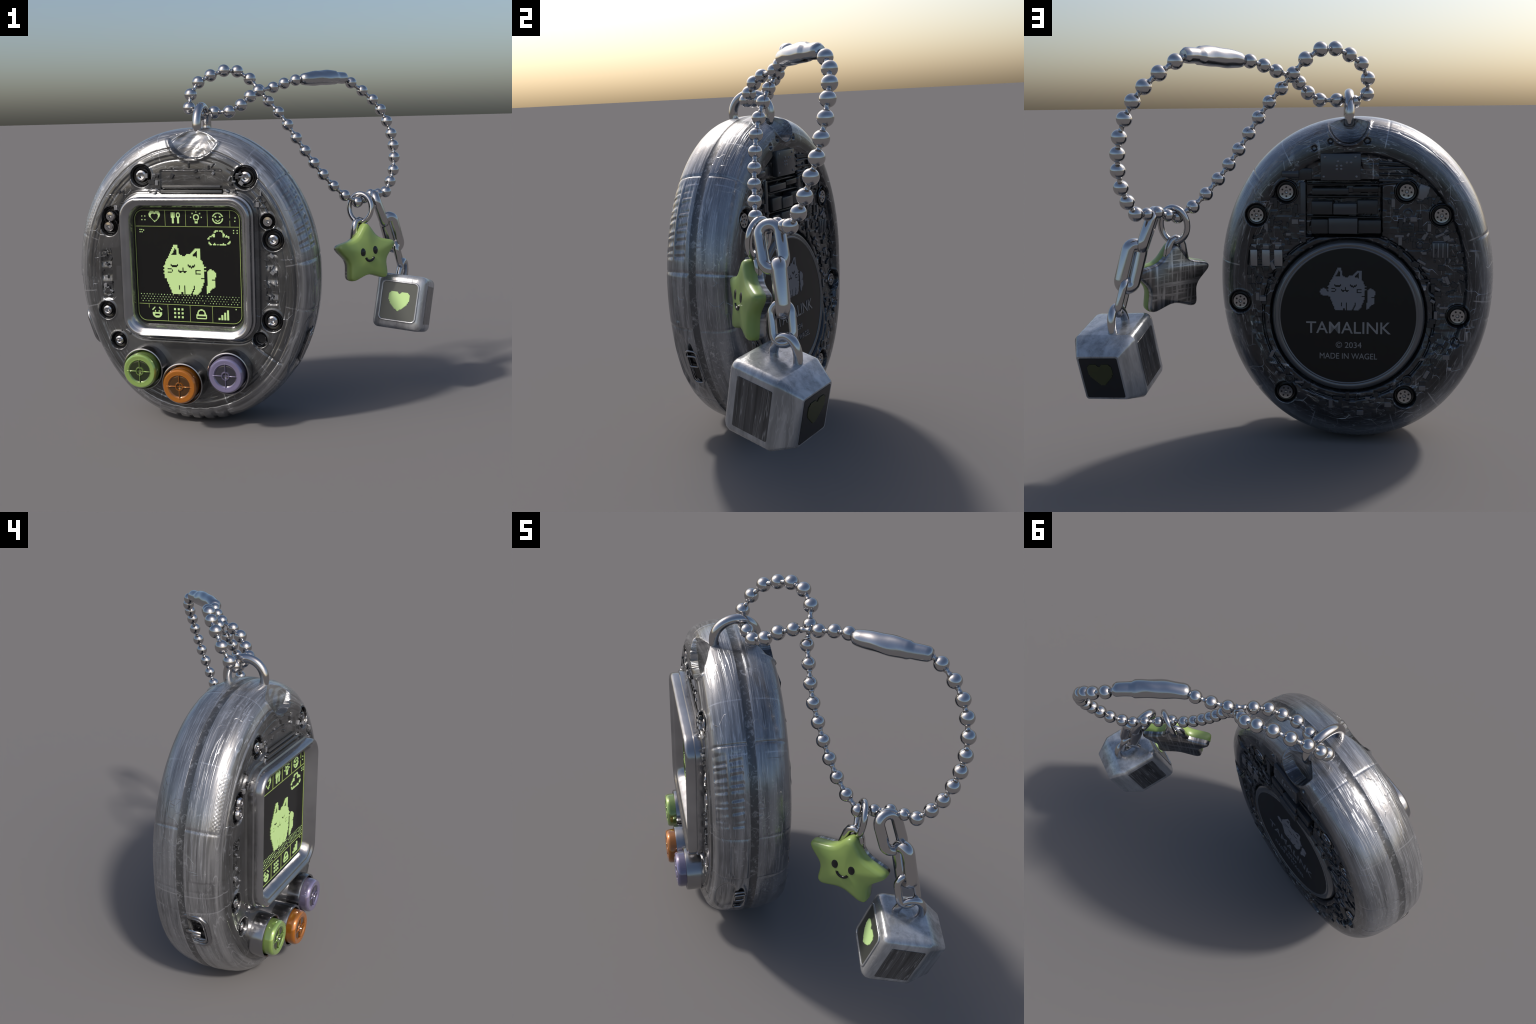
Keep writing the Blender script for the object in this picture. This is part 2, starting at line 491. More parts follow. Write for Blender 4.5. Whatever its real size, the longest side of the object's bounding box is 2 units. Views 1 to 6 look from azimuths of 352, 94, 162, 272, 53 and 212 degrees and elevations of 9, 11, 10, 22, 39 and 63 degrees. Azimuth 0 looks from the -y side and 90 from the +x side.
def rim_relief(th, n, rho_dir=1):
    """outward displacement on the rim as a function of angle (deg) and depth n"""
    deg = np.degrees(th)
    deg = (deg + 180) % 360 - 180
    d = np.zeros_like(th)
    # cross seam at the upper right, thin grooves at the door edges
    for a, dep in ((42.5, 0.006), (8.5, 0.004), (-11.0, 0.005), (-43.0, 0.004), (161.5, 0.004), (-176, 0.003), (-167, 0.003), (104, 0.002)):
        d += groove(deg - a, 0.35, dep)
    front = sstep(0.176, 0.185, n)
    # knurled ribs on the right flank in two columns
    ribs = sstep(12, 14, deg) * sstep(41, 38, deg) * front
    col = sstep(0.19, 0.20, n) * sstep(0.255, 0.248, n) + sstep(0.262, 0.268, n) * sstep(0.322, 0.315, n)
    d += ribs * col * (0.0035 * np.sin(deg * 2 * math.pi / 2.6 + 0.8 * np.sin(deg * 0.9) + 14 * n) * (0.6 + 0.4 * np.sin(deg * 1.3 + n * 40)) - 0.004)
    # rough lens patch on the left flank
    lens = sstep(138, 142, deg) * sstep(162, 158, deg) * sstep(0.285, 0.295, n)
    d += lens * 0.0016 * np.sin(deg * 4.2) * np.sin(n * 420)
    # battery door on the right
    door = sstep(-11, -10, deg) * sstep(8, 7, deg) * front
    d += door * (0.003 - 0.006 * sstep(0.012, 0.008, np.abs(n - 0.25)) * sstep(6, 5.5, deg) * sstep(-9, -8.5, deg))
    # slanted oval scoop lower right with a slot
    s = np.hypot((deg + 26) / 13.0, (n - 0.262) / 0.055)
    d -= front * 0.012 * sstep(1.05, 0.8, s)
    s = np.hypot((deg + 25) / 9.0, (n - 0.205) / 0.022)
    d -= 0.018 * sstep(1.0, 0.75, s) - 0.006 * np.exp(-((s - 1.15) / 0.15) ** 2)
    # raised port on the left
    s = np.hypot((deg + 158) / 9.5, (n - 0.195) / 0.085)
    d += 0.003 * sstep(1.15, 0.95, s)
    s = (np.abs((deg + 158) / 6.6) ** 3.0 + np.abs((n - 0.195) / 0.064) ** 3.0) ** (1 / 3.0)
    d -= 0.045 * sstep(1.0, 0.86, s)
    # slots under the chin
    bot = sstep(-104, -101, deg) * sstep(-68, -71, deg) * front
    d -= bot * 0.010 * sstep(0.1, 0.5, np.sin((deg + 100) * 2 * math.pi / 6.3))
    return d


NT_ = 840
TH = np.linspace(0, 2 * math.pi, NT_, endpoint=False)
CT, ST = np.cos(TH), np.sin(TH)
K = (np.abs(CT) ** EXPO + np.abs(ST) ** EXPO) ** (-1 / EXPO)


# the lower left flank is drawn in a little, more towards the front
_deg = (np.degrees(TH) + 180) % 360 - 180
PULL = 0.034 * np.exp(-((_deg + 148) / 27.0) ** 2)


def squeeze(n):
    n = np.asarray(n, dtype=float)
    return 1 - PULL[None, :] * (0.20 + 0.80 * sstep(0.12, 0.30, n))


SQUEEZE = squeeze(np.full((1, 1), 0.195))[0]


def resample(profile, n):
    p = np.array(profile); seg = np.r_[0, np.cumsum(np.hypot(np.diff(p[:, 0]), np.diff(p[:, 1])))]
    # smooth curve through the control points (Catmull-Rom on arc length)
    t = np.linspace(0, seg[-1], n); out = np.zeros((n, 2))
    for k in range(2):
        m = np.gradient(p[:, k], seg)
        i = np.clip(np.searchsorted(seg, t, 'right') - 1, 0, len(seg) - 2)
        h = seg[i + 1] - seg[i]; s = (t - seg[i]) / h
        out[:, k] = (2 * s**3 - 3 * s**2 + 1) * p[i, k] + (s**3 - 2 * s**2 + s) * h * m[i] + (-2 * s**3 + 3 * s**2) * p[i + 1, k] + (s**3 - s**2) * h * m[i + 1]
    return out


def shell(name, mat, rim_prof, face_prof, n_rim, n_face, relief, sign):
    """rim_prof: seam edge -> face crease; face_prof: crease -> centre. (rho, n)"""
    a = resample(rim_prof, n_rim); b = resample(face_prof, n_face)[1:]
    rings = np.vstack([a, b]); nr = len(rings)
    R = rings[:, 0][:, None]; Nn = np.repeat(rings[:, 1][:, None], NT_, 1)
    Rr = np.repeat(R, NT_, 1); T = np.repeat(TH[None], nr, 0)
    # rim displacement acts along the radius, fades into the face
    dr = rim_relief(T, Nn) * sstep(0.86, 0.93, Rr)
    dr[0] = 0
    kk = K[None] * squeeze(Nn)
    x = HALF_W * Rr * kk * CT[None]; z = HALF_H * Rr * kk * ST[None]
    rad = np.hypot(x, z) + 1e-9
    x = x * (1 + dr / rad); z = z * (1 + dr / rad)
    fw = sstep(0.93, 0.90, Rr) if sign > 0 else sstep(0.94, 0.88, Rr)
    n = Nn + sign * relief(x, z, Rr) * fw
    if sign > 0:
        n = n + 0.014 * sstep(-0.05, -0.55, z) * sstep(SF + 0.01, 0.32, Nn)
    else:
        n = n - 0.022 * sstep(0.0, -0.6, z) * sstep(SB - 0.01, -0.03, Nn) + 0.003 * sstep(0.1, 0.6, z) * sstep(0.09, 0.0, Nn)
    # recess round the hanger ring
    if sign > 0:
        q = bowl(x, z, 0.046, 0.765, 0.135, 0.135)
        cut = 0.262 + 0.05 * q
        n = np.where(q < 1, np.minimum(n, np.maximum(cut, 0.19) + 0.005 * fnoise(x, n, z, 55, 21)), n)
        n = n + 0.007 * np.exp(-((q - 1.08) / 0.06) ** 2) * sstep(0.955, 0.93, Rr)
    else:
        q = bowl(x, z, 0.033, 0.765, 0.092, 0.105)
        cut = 0.072 - 0.055 * q
        n = np.where(q < 1, np.maximum(n, np.minimum(cut, 0.115)), n)
        n = n - 0.008 * np.exp(-((q - 1.08) / 0.07) ** 2) * (Rr < 0.985)
    v = np.stack([x, MID - n, z], -1).reshape(-1, 3)
    idx = np.arange(nr * NT_).reshape(nr, NT_); nx = np.roll(idx, -1, 1)
    q = np.stack([idx[:-1], nx[:-1], nx[1:], idx[1:]], -1).reshape(-1, 4)
    if sign < 0:
        q = q[:, ::-1]
    me = mesh_np(name, v, q)
    return add(name, me, mat, DEV)


SF, SB = 0.171, 0.134
shell("front_shell", FRONT,
      [(0.9992, SF), (1.0, SF + 0.006), (0.9985, 0.205), (0.991, 0.245), (0.976, 0.278), (0.953, 0.304), (0.925, 0.321), (0.908, 0.326)],
      [(0.908, 0.326), (0.895, 0.330), (0.86, 0.340), (0.80, 0.346), (0.6, 0.349), (0.3, 0.350), (0.01, 0.350)], 64, 190, front_relief, 1)
shell("back_shell", BACK,
      [(0.9992, SB), (1.0, SB - 0.006), (0.9965, 0.090), (0.985, 0.046), (0.963, 0.008), (0.930, -0.018), (0.885, -0.032)],
      [(0.885, -0.032), (0.85, -0.036), (0.80, -0.038), (0.6, -0.040), (0.3, -0.040), (0.01, -0.040)], 64, 200, back_relief, -1)
# dark seam strip between the halves
rows = [(0.9992, SF), (0.9980, SF - 0.002), (0.9980, SB + 0.002), (0.9992, SB)]
v, f = [], []
for r, n in rows:
    ks = K * squeeze(np.full((1, 1), n))[0]
    for i in range(NT_):
        v.append(L(HALF_W * r * ks[i] * CT[i], n, HALF_H * r * ks[i] * ST[i]))
for k in range(len(rows) - 1):
    for i in range(NT_):
        j = (i + 1) % NT_
        f.append((k * NT_ + i, (k + 1) * NT_ + i, (k + 1) * NT_ + j, k * NT_ + j))
add("seam_strip", mesh_py("seam_strip", v, f), STRIP, DEV)

# ------------------------------------------------------------------ bezel and screen
def rrect_path(cx, cz, hx, hz, r, k=10):
    pts = []
    for sx, sz, a0 in ((1, 1, 0), (-1, 1, 90), (-1, -1, 180), (1, -1, 270)):
        for i in range(k + 1):
            a = math.radians(a0 + 90 * i / k)
            pts.append((cx + sx * (hx - r) + r * math.cos(a), cz + sz * (hz - r) + r * math.sin(a)))
    return pts


def frame_loft(name, sections, k=12, cap=False):
    """sections: (cx, cz, hx, hz, corner radius, n)"""
    v, f = [], []
    for cx, cz, hx, hz, r, n in sections:
        for x, z in rrect_path(cx, cz, hx, hz, r, k):
            v.append(L(x, n, z))
    m = len(v) // len(sections)
    for s in range(len(sections) - 1):
        for i in range(m):
            j = (i + 1) % m
            f.append((s * m + i, s * m + j, (s + 1) * m + j, (s + 1) * m + i))
    if cap:
        f.append(tuple((len(sections) - 1) * m + i for i in range(m)))
    me = mesh_py(name, v, f)
    bm = bmesh.new(); bm.from_mesh(me); bmesh.ops.recalc_face_normals(bm, faces=bm.faces); bm.to_mesh(me); bm.free()
    return me


def bezel_metal():
    g = NT("bezel_metal")
    n = g.noise(g.scale(g.obj, (1, 1, 1)), 30, 4)
    s = g.noise(g.obj, 3, 3)
    g.bump(n, 0.06, 0.01)
    return g.set(color=g.mix(g.map(s, 0.3, 0.7, 0, 1), (0.30, 0.30, 0.31), (0.48, 0.48, 0.49)), metal=0.95, rough=g.map(n, 0.3, 0.7, 0.16, 0.26))


BEZM = bezel_metal()
cx, cz, hx, hz = BEZ['cx'], BEZ['cz'], BEZ['hx'], BEZ['hz']
secs = [(cx, cz, hx + 0.006, hz + 0.006, 0.114, 0.330), (cx, cz, hx + 0.006, hz + 0.006, 0.114, 0.376), (cx, cz, hx - 0.002, hz - 0.002, 0.107, 0.380),
        (cx, cz, hx - 0.002, hz - 0.002, 0.107, 0.408), (cx, cz, hx - 0.006, hz - 0.006, 0.103, 0.419), (cx, cz, hx - 0.015, hz - 0.015, 0.096, 0.424),
        (cx, cz, hx - 0.024, hz - 0.024, 0.090, 0.420), (cx, cz, hx - 0.030, hz - 0.030, 0.086, 0.412), (cx, cz, hx - 0.034, hz - 0.034, 0.082, 0.410),
        (cx, cz, hx - 0.042, hz - 0.042, 0.076, 0.407), (cx, cz, hx - 0.048, hz - 0.048, 0.072, 0.400), (cx, cz, hx - 0.058, hz - 0.060, 0.067, 0.376), (cx, cz, hx - 0.064, hz - 0.068, 0.062, 0.352)]
add("bezel", frame_loft("bezel", secs), BEZM, DEV, angle=50)
SN = 0.365                       # screen plane
screen = add("screen", frame_loft("screen", [(cx, cz, 0.295, 0.310, 0.06, 0.34), (cx, cz, 0.295, 0.310, 0.06, SN)], cap=True), SCREEN, DEV, angle=30)


def grid_art(name, fn, x0, z0, px, cols, rows, mat, n, sign=1, thick=0.0022, parent=None, M=None):
    """raised square pixels: fn(i, j) says if pixel column i, row j (0 = bottom) is on; merged into row runs"""
    g = Geo()
    for j in range(rows):
        i = 0
        while i < cols:
            if fn(i + 0.5, j + 0.5):
                k = i
                while k < cols and fn(k + 0.5, j + 0.5):
                    k += 1
                g.box((x0 + sign * (i + k) * px / 2, MID - n, z0 + (j + 0.5) * px), ((k - i) * px / 2, thick, px / 2))
                i = k
            else:
                i += 1
    return add(name, g.mesh(name), mat, M or DEV, parent=parent, smooth=False)


def seg_d(px, pz, ax, az, bx, bz):
    dx, dz = bx - ax, bz - az
    t = max(0, min(1, ((px - ax) * dx + (pz - az) * dz) / (dx * dx + dz * dz + 1e-9)))
    return math.hypot(px - ax - t * dx, pz - az - t * dz)


def tri_in(px, pz, a, b, c):
    s = lambda p, q: (px - q[0]) * (p[1] - q[1]) - (p[0] - q[0]) * (pz - q[1])
    d = (s(a, b), s(b, c), s(c, a))
    return not (min(d) < 0 < max(d))


def cat(x, z):
    """sitting cat on a 49 x 45 pixel grid"""
    body = abs((x - 19.6) / 18.7) ** 3 + abs((z - 17.5) / 19.0) ** 3 < 1 and z < 36
    if z < 14:
        body = body and abs(x - 20.6) < 12.6 + z * 0.40
    ear = tri_in(x, z, (2.6, 28), (10.2, 43.6), (16.5, 33)) or tri_in(x, z, (10.2, 43.6), (14.0, 43.6), (16.5, 33)) or tri_in(x, z, (22.5, 33), (30.5, 41.2), (35.4, 28)) or tri_in(x, z, (30.5, 41.2), (34.5, 41.2), (35.4, 28))
    tail = (seg_d(x, z, 40.5, 4.0, 44.5, 9) < 2.6 or seg_d(x, z, 44.5, 9, 44.2, 19) < 3.6 or math.hypot(x - 45.4, z - 18) < 3.8)
    whisk = (abs(z - 24.5) < 0.6 or abs(z - 21.5) < 0.6 or abs(z - 18.5) < 0.6) and (0 <= x < 2 or 37.5 < x < 39.8)
    on = body or ear or tail or whisk
    hole = tri_in(x, z, (8.2, 35.4), (12.2, 41.6), (13.4, 35.4)) or tri_in(x, z, (27.4, 35), (31.8, 39.3), (31.8, 33.0))
    for ex, ez in ((10.6, 25.5), (26.5, 25.3)):
        hole = hole or (abs(x - ex) < 3.5 and abs(z - (ez - 0.9 + 0.16 * (x - ex) ** 2)) < 0.95)
    hole = hole or (abs(x - 18.2) < 0.6 and 21 < z < 24)
    for mx in (16.2, 20.2):
        hole = hole or (abs(x - mx) < 2.1 and abs(z - (19.9 + 0.35 * (x - mx) ** 2)) < 0.8 and z < 22)
    hole = hole or (4 < x < 8 and (abs(z - 22.4) < 0.6 or abs(z - 19.6) < 0.6)) or (abs(x - 8.6) < 0.6 and 19.5 < z < 22.5)
    hole = hole or (30.5 < x < 35 and (abs(z - 21.5) < 0.6 or abs(z - 18.5) < 0.6)) or (abs(x - 30.5) < 0.6 and 18 < z < 22)
    hole = hole or (abs(x - 14.6) < 0.55 and 3.5 < z < 8) or (abs(x - 19.6) < 0.55 and z < 8) or (abs(x - 17) < 1.4 and z < 2)
    hole = hole or (abs(x - 28.2 + max(0, 5 - z) * 0.5) < 0.6 and z < 8.5)
    hole = hole or (abs(x - 38.9) < 0.7 and z < 20) or (abs(z - 14.5) < 0.6 and 35 < x < 41.5) or (abs(z - 13.5) < 0.6 and 45.4 < x < 48.5) or tri_in(x, z, (14.6, 36.5), (24, 36.5), (19, 33.5))
    return on and not hole


CATX, CATZ, CPX = -0.124, -0.067, 0.00585
grid_art("pixel_cat", cat, CATX, CATZ, CPX, 50, 46, PIX, SN + 0.0012, parent=screen)


def cloud(x, z):
    cs = ((10.5, 9.3, 4.6), (4.6, 5.2, 3.8), (16.6, 5.2, 3.8), (10.5, 5.0, 5.0))
    d = min(math.hypot(x - a, z - b) - r for a, b, r in cs)
    if z < 1.6:
        d = max(d, 1.2 - z)
    a = math.degrees(math.atan2(z - 5.5, x - 10.5)) % 30
    return abs(d) < 0.62 and a > 6


grid_art("pixel_cloud", cloud, 0.122, 0.186, CPX, 22, 16, PIX, SN + 0.0012, parent=screen)

# menu icons on a 26 x 26 fine grid
def heart(x, z, s=1.0, cx=13, cz=12.5):
    X, Z = (x - cx) / (9.5 * s), (z - cz) / (9.5 * s)
    return (X * X + Z * Z - 0.72) ** 3 - X * X * Z ** 3 * 1.15 < 0


ICONS = {
    "heart_icon": lambda x, z: heart(x, z, 1.25) and not heart(x, z, 0.82, 13, 11.6) and (z > 13 or int(x + z) % 5 > 1),
    "cutlery_icon": lambda x, z: (abs(x - 8) < 1.9 and 2 < z < 15) or (4 < x < 12.4 and 13 < z < 17) or (17 < z < 24 and (abs(x - 5) < 1 or abs(x - 8.1) < 1 or abs(x - 11.2) < 1))
    or (abs(x - 19) < 1.9 and 2 < z < 15) or (1 > ((x - 19) / 4.3) ** 2 + ((z - 18.5) / 5.8) ** 2 > 0.28),
    "lamp_icon": lambda x, z: (4.2 < math.hypot(x - 13, z - 14) < 6.4 and z > 9) or (2 < z < 9.5 and abs(x - 13) < 3.3 and not (z > 6 and abs(x - 13) < 1.6))
    or min(math.hypot(x - 13 - 11 * math.cos(a), z - 14 - 10.5 * math.sin(a)) for a in (0, 0.8, 1.57, 2.34, 3.14)) < 1.35,
    "smile_icon": lambda x, z: (8.8 < math.hypot(x - 13, z - 13) < 11.3 and abs(z - 14.5) > 1) or (abs(abs(x - 13) - 4.2) < 1.3 and abs(z - 15.5) < 1.2)
    or (4 < math.hypot(x - 13, z - 12) < 5.6 and z < 10),
    "grin_icon": lambda x, z: (math.hypot(x - 13, z - 12) < 10.5 and z < 13 and not (abs(x - 13) < 5 and abs(z - 8) < 1.6)) or (abs(abs(x - 13) - 4) < 1.5 and abs(z - 15.5) < 1.6)
    or seg_d(x, z, 3.5, 18.5, 8, 23) < 1.1 or seg_d(x, z, 22.5, 18.5, 18, 23) < 1.1,
    "menu_icon": lambda x, z: any(abs(x - a) < 2.4 and abs(z - b) < 2.4 for a in (5, 13, 21) for b in (5, 13, 21)),
    "bell_icon": lambda x, z: (6.2 < math.hypot(x - 13, z - 14) < 8.7 and z > 12) or (abs(z - 10.5) < 1.3 and abs(x - 13) < 11.5) or (abs(z - 4) < 1.1 and abs(x - 13) < 10) or (abs(abs(x - 13) - 10) < 1.1 and 4 < z < 11),
    "signal_icon": lambda x, z: any(abs(x - 4 - 6 * k) < 2 and 3 < z < 7.5 + 5.2 * k for k in range(4)),
}
IPX = 0.0026
for (nm, fn), (ix, iz) in zip(ICONS.items(), [(-0.156, 0.333), (-0.042, 0.330), (0.071, 0.331), (0.186, 0.330), (-0.162, -0.168), (-0.042, -0.169), (0.083, -0.169), (0.203, -0.170)]):
    grid_art(nm, fn, ix - 0.006 - 13 * IPX, iz - 13 * IPX, IPX, 26, 26, PIX, SN + 0.0012, parent=screen)

# dividing lines, border and dots
g = Geo()
def hline(x0, x1, z0, z1, w=0.0010):
    a = math.atan2(z1 - z0, x1 - x0); l = math.hypot(x1 - x0, z1 - z0)
    g.box(((x0 + x1) / 2, MID - SN - 0.0012, (z0 + z1) / 2), (l / 2, 0.0014, w), a)
hline(-0.268, 0.290, 0.2855, 0.2855); hline(-0.268, 0.290, -0.123, -0.126)
for x in (-0.006 + q for q in (-0.098, 0.014, 0.131)):
    hline(x, x, 0.288, 0.369)
hline(0.244, 0.244, 0.288, 0.318); hline(0.244, 0.244, 0.330, 0.369)
for x in (-0.006 + q for q in (-0.102, 0.021, 0.143)):
    hline(x, x, -0.1265, -0.212)
hline(-0.213, -0.213, -0.1265, -0.145)
bp = rrect_path(0.011, 0.078, 0.283, 0.291, 0.045, 6)
for (ax, az), (bx, bz) in zip(bp, bp[1:] + bp[:1]):
    hline(ax, bx, az, bz, 0.0011)
add("screen_line", g.mesh("screen_line"), LINE, DEV, parent=screen, smooth=False, stuff=True)
g = Geo()
for j in range(4):
    for i in range(34):
        x = -0.254 + i * 0.0162 + (0.0081 if j % 2 else 0)
        if x < 0.288 and random.random() > 0.03:
            s = random.choice((0.0014, 0.0018, 0.0021))
            g.box((x, MID - SN - 0.0012, -0.071 - j * 0.0125 - 0.004 * (x + 0.25) / 0.5), (s, 0.0014, s))
for dx, dz in ((-0.232, 0.338), (-0.215, 0.338), (-0.232, 0.319), (-0.215, 0.319), (-0.245, 0.268), (-0.235, 0.268), (-0.225, 0.265), (-0.245, 0.256), (-0.234, 0.256),
               (0.262, 0.268), (0.281, 0.268), (0.262, 0.255), (0.281, 0.255), (0.272, 0.332), (0.270, 0.315), (0.264, -0.138)):
    g.box((dx, MID - SN - 0.0012, dz), (0.0027, 0.0014, 0.0027))
add("screen_dot", g.mesh("screen_dot"), PIX, DEV, parent=screen, smooth=False, stuff=True)

# ------------------------------------------------------------------ buttons
TINTS = [tinted("tint_green", (0.30, 0.45, 0.12), (0.026, 0.038, 0.012)), tinted("tint_orange", (0.46, 0.15, 0.012), (0.085, 0.036, 0.007)),
         tinted("tint_lilac", (0.23, 0.205, 0.34), (0.040, 0.039, 0.054))]
for ((bx, bz), fn_), tint in zip(BUTTONS, TINTS):
    M = DEV @ Matrix.Translation(L(bx, fn_, bz))
    tilt = Matrix.Identity(4)
    g = Geo()
    g.lathe((0, 0, 0), [(0.113, -0.150), (0.113, -0.044), (0.111, -0.036), (0.106, -0.034), (0.101, -0.038), (0.099, -0.06), (0.098, -0.095)], 44)
    cup = add("button", g.mesh("button"), STEEL_D, M, angle=40)
    g = Geo()
    prof = [(0.093, -0.08), (0.093, -0.008), (0.090, 0.004), (0.083, 0.011), (0.074, 0.012), (0.067, 0.009), (0.062, 0.010), (0.058, 0.005), (0.054, 0.003),
            (0.048, 0.0045), (0.024, 0.004), (0.021, 0.009), (0.017, 0.009), (0.014, 0.003), (0.007, 0.001), (0.001, 0.0005)]
    g.lathe((0, 0, 0), prof, 44)
    cap = add("button_cap", g.mesh("button_cap"), tint, M, parent=cup, angle=35)
    g = Geo()
    for a in range(4):
        t = math.radians(90 * a)
        g.box((0.045 * math.cos(t), -0.0068, 0.045 * math.sin(t)), (0.026, 0.0035, 0.0017), t)
    add("button_crosshair", g.mesh("button_crosshair", 0.001), tint, M, parent=cup)

# ------------------------------------------------------------------ screws
def screw_mesh(kind, r):
    g = Geo()
    if kind == 'socket':
        k = r * 0.56
        g.lathe((0, 0, 0), [(k, -0.03), (k, 0.002), (k * 0.9, 0.010), (k * 0.62, 0.014), (k * 0.42, 0.012), (k * 0.30, 0.000), (0.002, -0.004)], 20)
    else:
        k = r * 0.80
        g.lathe((0, 0, 0), [(k, -0.03), (k, 0.004), (k * 0.8, 0.012), (k * 0.35, 0.013), (k * 0.22, 0.002), (0.002, 0.0)], 20)
    return g.mesh("screw")


def well_mesh(r):
    g = Geo()
    g.lathe((0, 0, 0), [(r * 1.02, -0.03), (r * 1.02, 0.003), (r * 0.96, 0.006), (r * 0.88, 0.001), (r * 0.86, -0.012), (r * 0.74, -0.013), (r * 0.72, -0.006), (r * 0.64, -0.007), (r * 0.60, -0.018), (0.002, -0.02)], 28)
    return g.mesh("screw_well")


for (sx, sz), r, kind in F_SCREWS:
    M = DEV @ Matrix.Translation(L(sx, 0.341 - 0.011 * float(sstep(0.76, 0.83, np.hypot(np.array(sx / HALF_W), sz / HALF_H))), sz))
    w = add("screw_well", well_mesh(r), BLACK if kind != 'pit' else CHIPS[0], M, angle=40)
    if kind != 'pit':
        add("screw", screw_mesh(kind, r), STEEL, M @ Matrix.Translation((0, 0.004, 0)) @ Matrix.Rotation(random.uniform(-.3, .3), 4, 'Y'), parent=w, angle=40)
for (sx, sz) in DOUBLE:
    M = DEV @ Matrix.Translation(L(sx, 0.342, sz))
    w = add("screw_well", well_mesh(0.046), BLACK, DEV @ Matrix.Translation(L(sx, 0.332, sz)), angle=40)
    add("screw", screw_mesh('flat', 0.035), STEEL, M, parent=w, angle=40)

BACKAX = Vector((0, 1, 0))
def back_screw():
    g = Geo()
    g.lathe((0, 0, 0), [(0.036, -0.03), (0.036, 0.004), (0.033, 0.009), (0.028, 0.008), (0.009, 0.008), (0.006, 0.003), (0.001, 0.002)], 28, BACKAX)
    return g.mesh("back_screw")


def back_dots():
    g = Geo()
    for k in range(6):
        a = math.radians(60 * k + 30)
        g.lathe((0.021 * math.cos(a), 0.0, 0.021 * math.sin(a)), [(0.0048, 0.004), (0.0048, 0.0092), (0.002, 0.0095)], 8, BACKAX)
    return g.mesh("screw_dot")


def back_well():
    g = Geo()
    g.lathe((0, 0, 0), [(0.055, -0.02), (0.055, 0.004), (0.051, 0.006), (0.047, 0.0), (0.045, -0.010), (0.036, -0.012), (0.001, -0.013)], 30, BACKAX)
    return g.mesh("screw_well_back")


bs, bd, bw = back_screw(), back_dots(), back_well()
for i, (sx, sz) in enumerate(B_SCREWS):
    M = DEV @ Matrix.Translation(L(sx, (-0.030 if abs(sx) < 0.45 else -0.024) + 0.4 * float(sink(np.array(sx), np.array(sz))) - 0.014 * float(sstep(0.0, -0.6, np.array(sz))), sz)) @ Matrix.Rotation(0.5 * i, 4, 'Y')
    w = add("screw_well", bw, BLACK, M, angle=40)
    add("back_screw", bs, STEEL_D, M @ Matrix.Translation((0, -0.003, 0)), parent=w, angle=40)
    add("screw_dot", bd, BLACK, M @ Matrix.Translation((0, -0.003, 0)), parent=w, angle=40)

# ------------------------------------------------------------------ pale boxes modelled as highlights on the front face, mixed with dark fittings
g1, g2 = Geo(), Geo()
SPOTS = [((-0.165, 0.500), 0.05, 0.05, 13), ((0.262, 0.505), 0.045, 0.05, 14), ((-0.452, 0.03), 0.026, 0.13, 22), ((0.448, 0.02), 0.026, 0.12, 20), ((-0.36, -0.27), 0.04, 0.035, 7),
         ((0.40, -0.33), 0.035, 0.03, 8), ((0.02, -0.375), 0.12, 0.012, 6), ((-0.36, 0.42), 0.03, 0.05, 6), ((0.40, 0.43), 0.03, 0.05, 6), ((0.11, -0.44), 0.03, 0.02, 4), ((0.05, 0.56), 0.14, 0.04, 9)]
for (cx0, cz0), wx, wz, count in SPOTS:
    for _ in range(count):
        x, z = cx0 + random.uniform(-wx, wx), cz0 + random.uniform(-wz, wz)
        a, b = random.choice(((0.004, 0.012), (0.010, 0.004), (0.007, 0.007), (0.014, 0.003), (0.003, 0.003), (0.009, 0.012)))
        (g1 if random.random() < 0.45 else g2).box((x, MID - 0.347 + random.uniform(-0.001, 0.005), z), (a, 0.006, b), random.choice((0, 0, 0.4, -0.5, 0.9)))
add("front_glint_box", g1.mesh("front_glint_box", 0.0015, 1), plain("glint_box_pale", (0.34, 0.345, 0.36), 0.7, 0.15), DEV, stuff=True, angle=35)
add("moulded_fitting_dark", g2.mesh("moulded_fitting_dark", 0.0015, 1), plain("clear_fitting_dark", (0.085, 0.086, 0.09), 0.7, 0.18), DEV, stuff=True, angle=35)
for z, w, h in ((0.487, 0.158, 0.006), (0.462, 0.166, 0.007)):
    g = Geo(); g.box((0.036, MID - 0.347, z), (w, 0.006, h))
    add("cover_ledge", g.mesh("cover_ledge", 0.003, 2), plain("ledge_grey", (0.12, 0.121, 0.124), 0.75, 0.2), DEV, angle=35)

# ------------------------------------------------------------------ back disc with print
DN = -0.038
DISC_TILT = Matrix.Translation((0, 0, DISC_C[1])) @ Matrix.Translation((0, MID + 0.038, 0)) @ Matrix.Rotation(math.radians(3.8), 4, 'X') @ Matrix.Translation((0, -MID - 0.038, 0)) @ Matrix.Translation((0, 0, -DISC_C[1]))
DEVD = DEV @ DISC_TILT
g = Geo()
c = L(DISC_C[0], 0.0, DISC_C[1])
g.lathe(c, [(0.362, -0.03), (0.362, 0.020), (0.357, 0.030), (0.350, 0.036), (0.343, 0.040), (0.336, 0.0405), (0.330, 0.038), (0.327, 0.0405), (0.323, 0.0405), (0.319, 0.036), (0.317, 0.02)], 110, BACKAX)
add("disc_rim", g.mesh("disc_rim"), plain("clear_rim", (0.13, 0.133, 0.142), 0.6, 0.2), DEVD, angle=50)
g = Geo()
g.lathe(c, [(0.322, -0.02), (0.322, -DN), (0.30, -DN + 0.0005), (0.001, -DN + 0.0005)], 110, BACKAX)
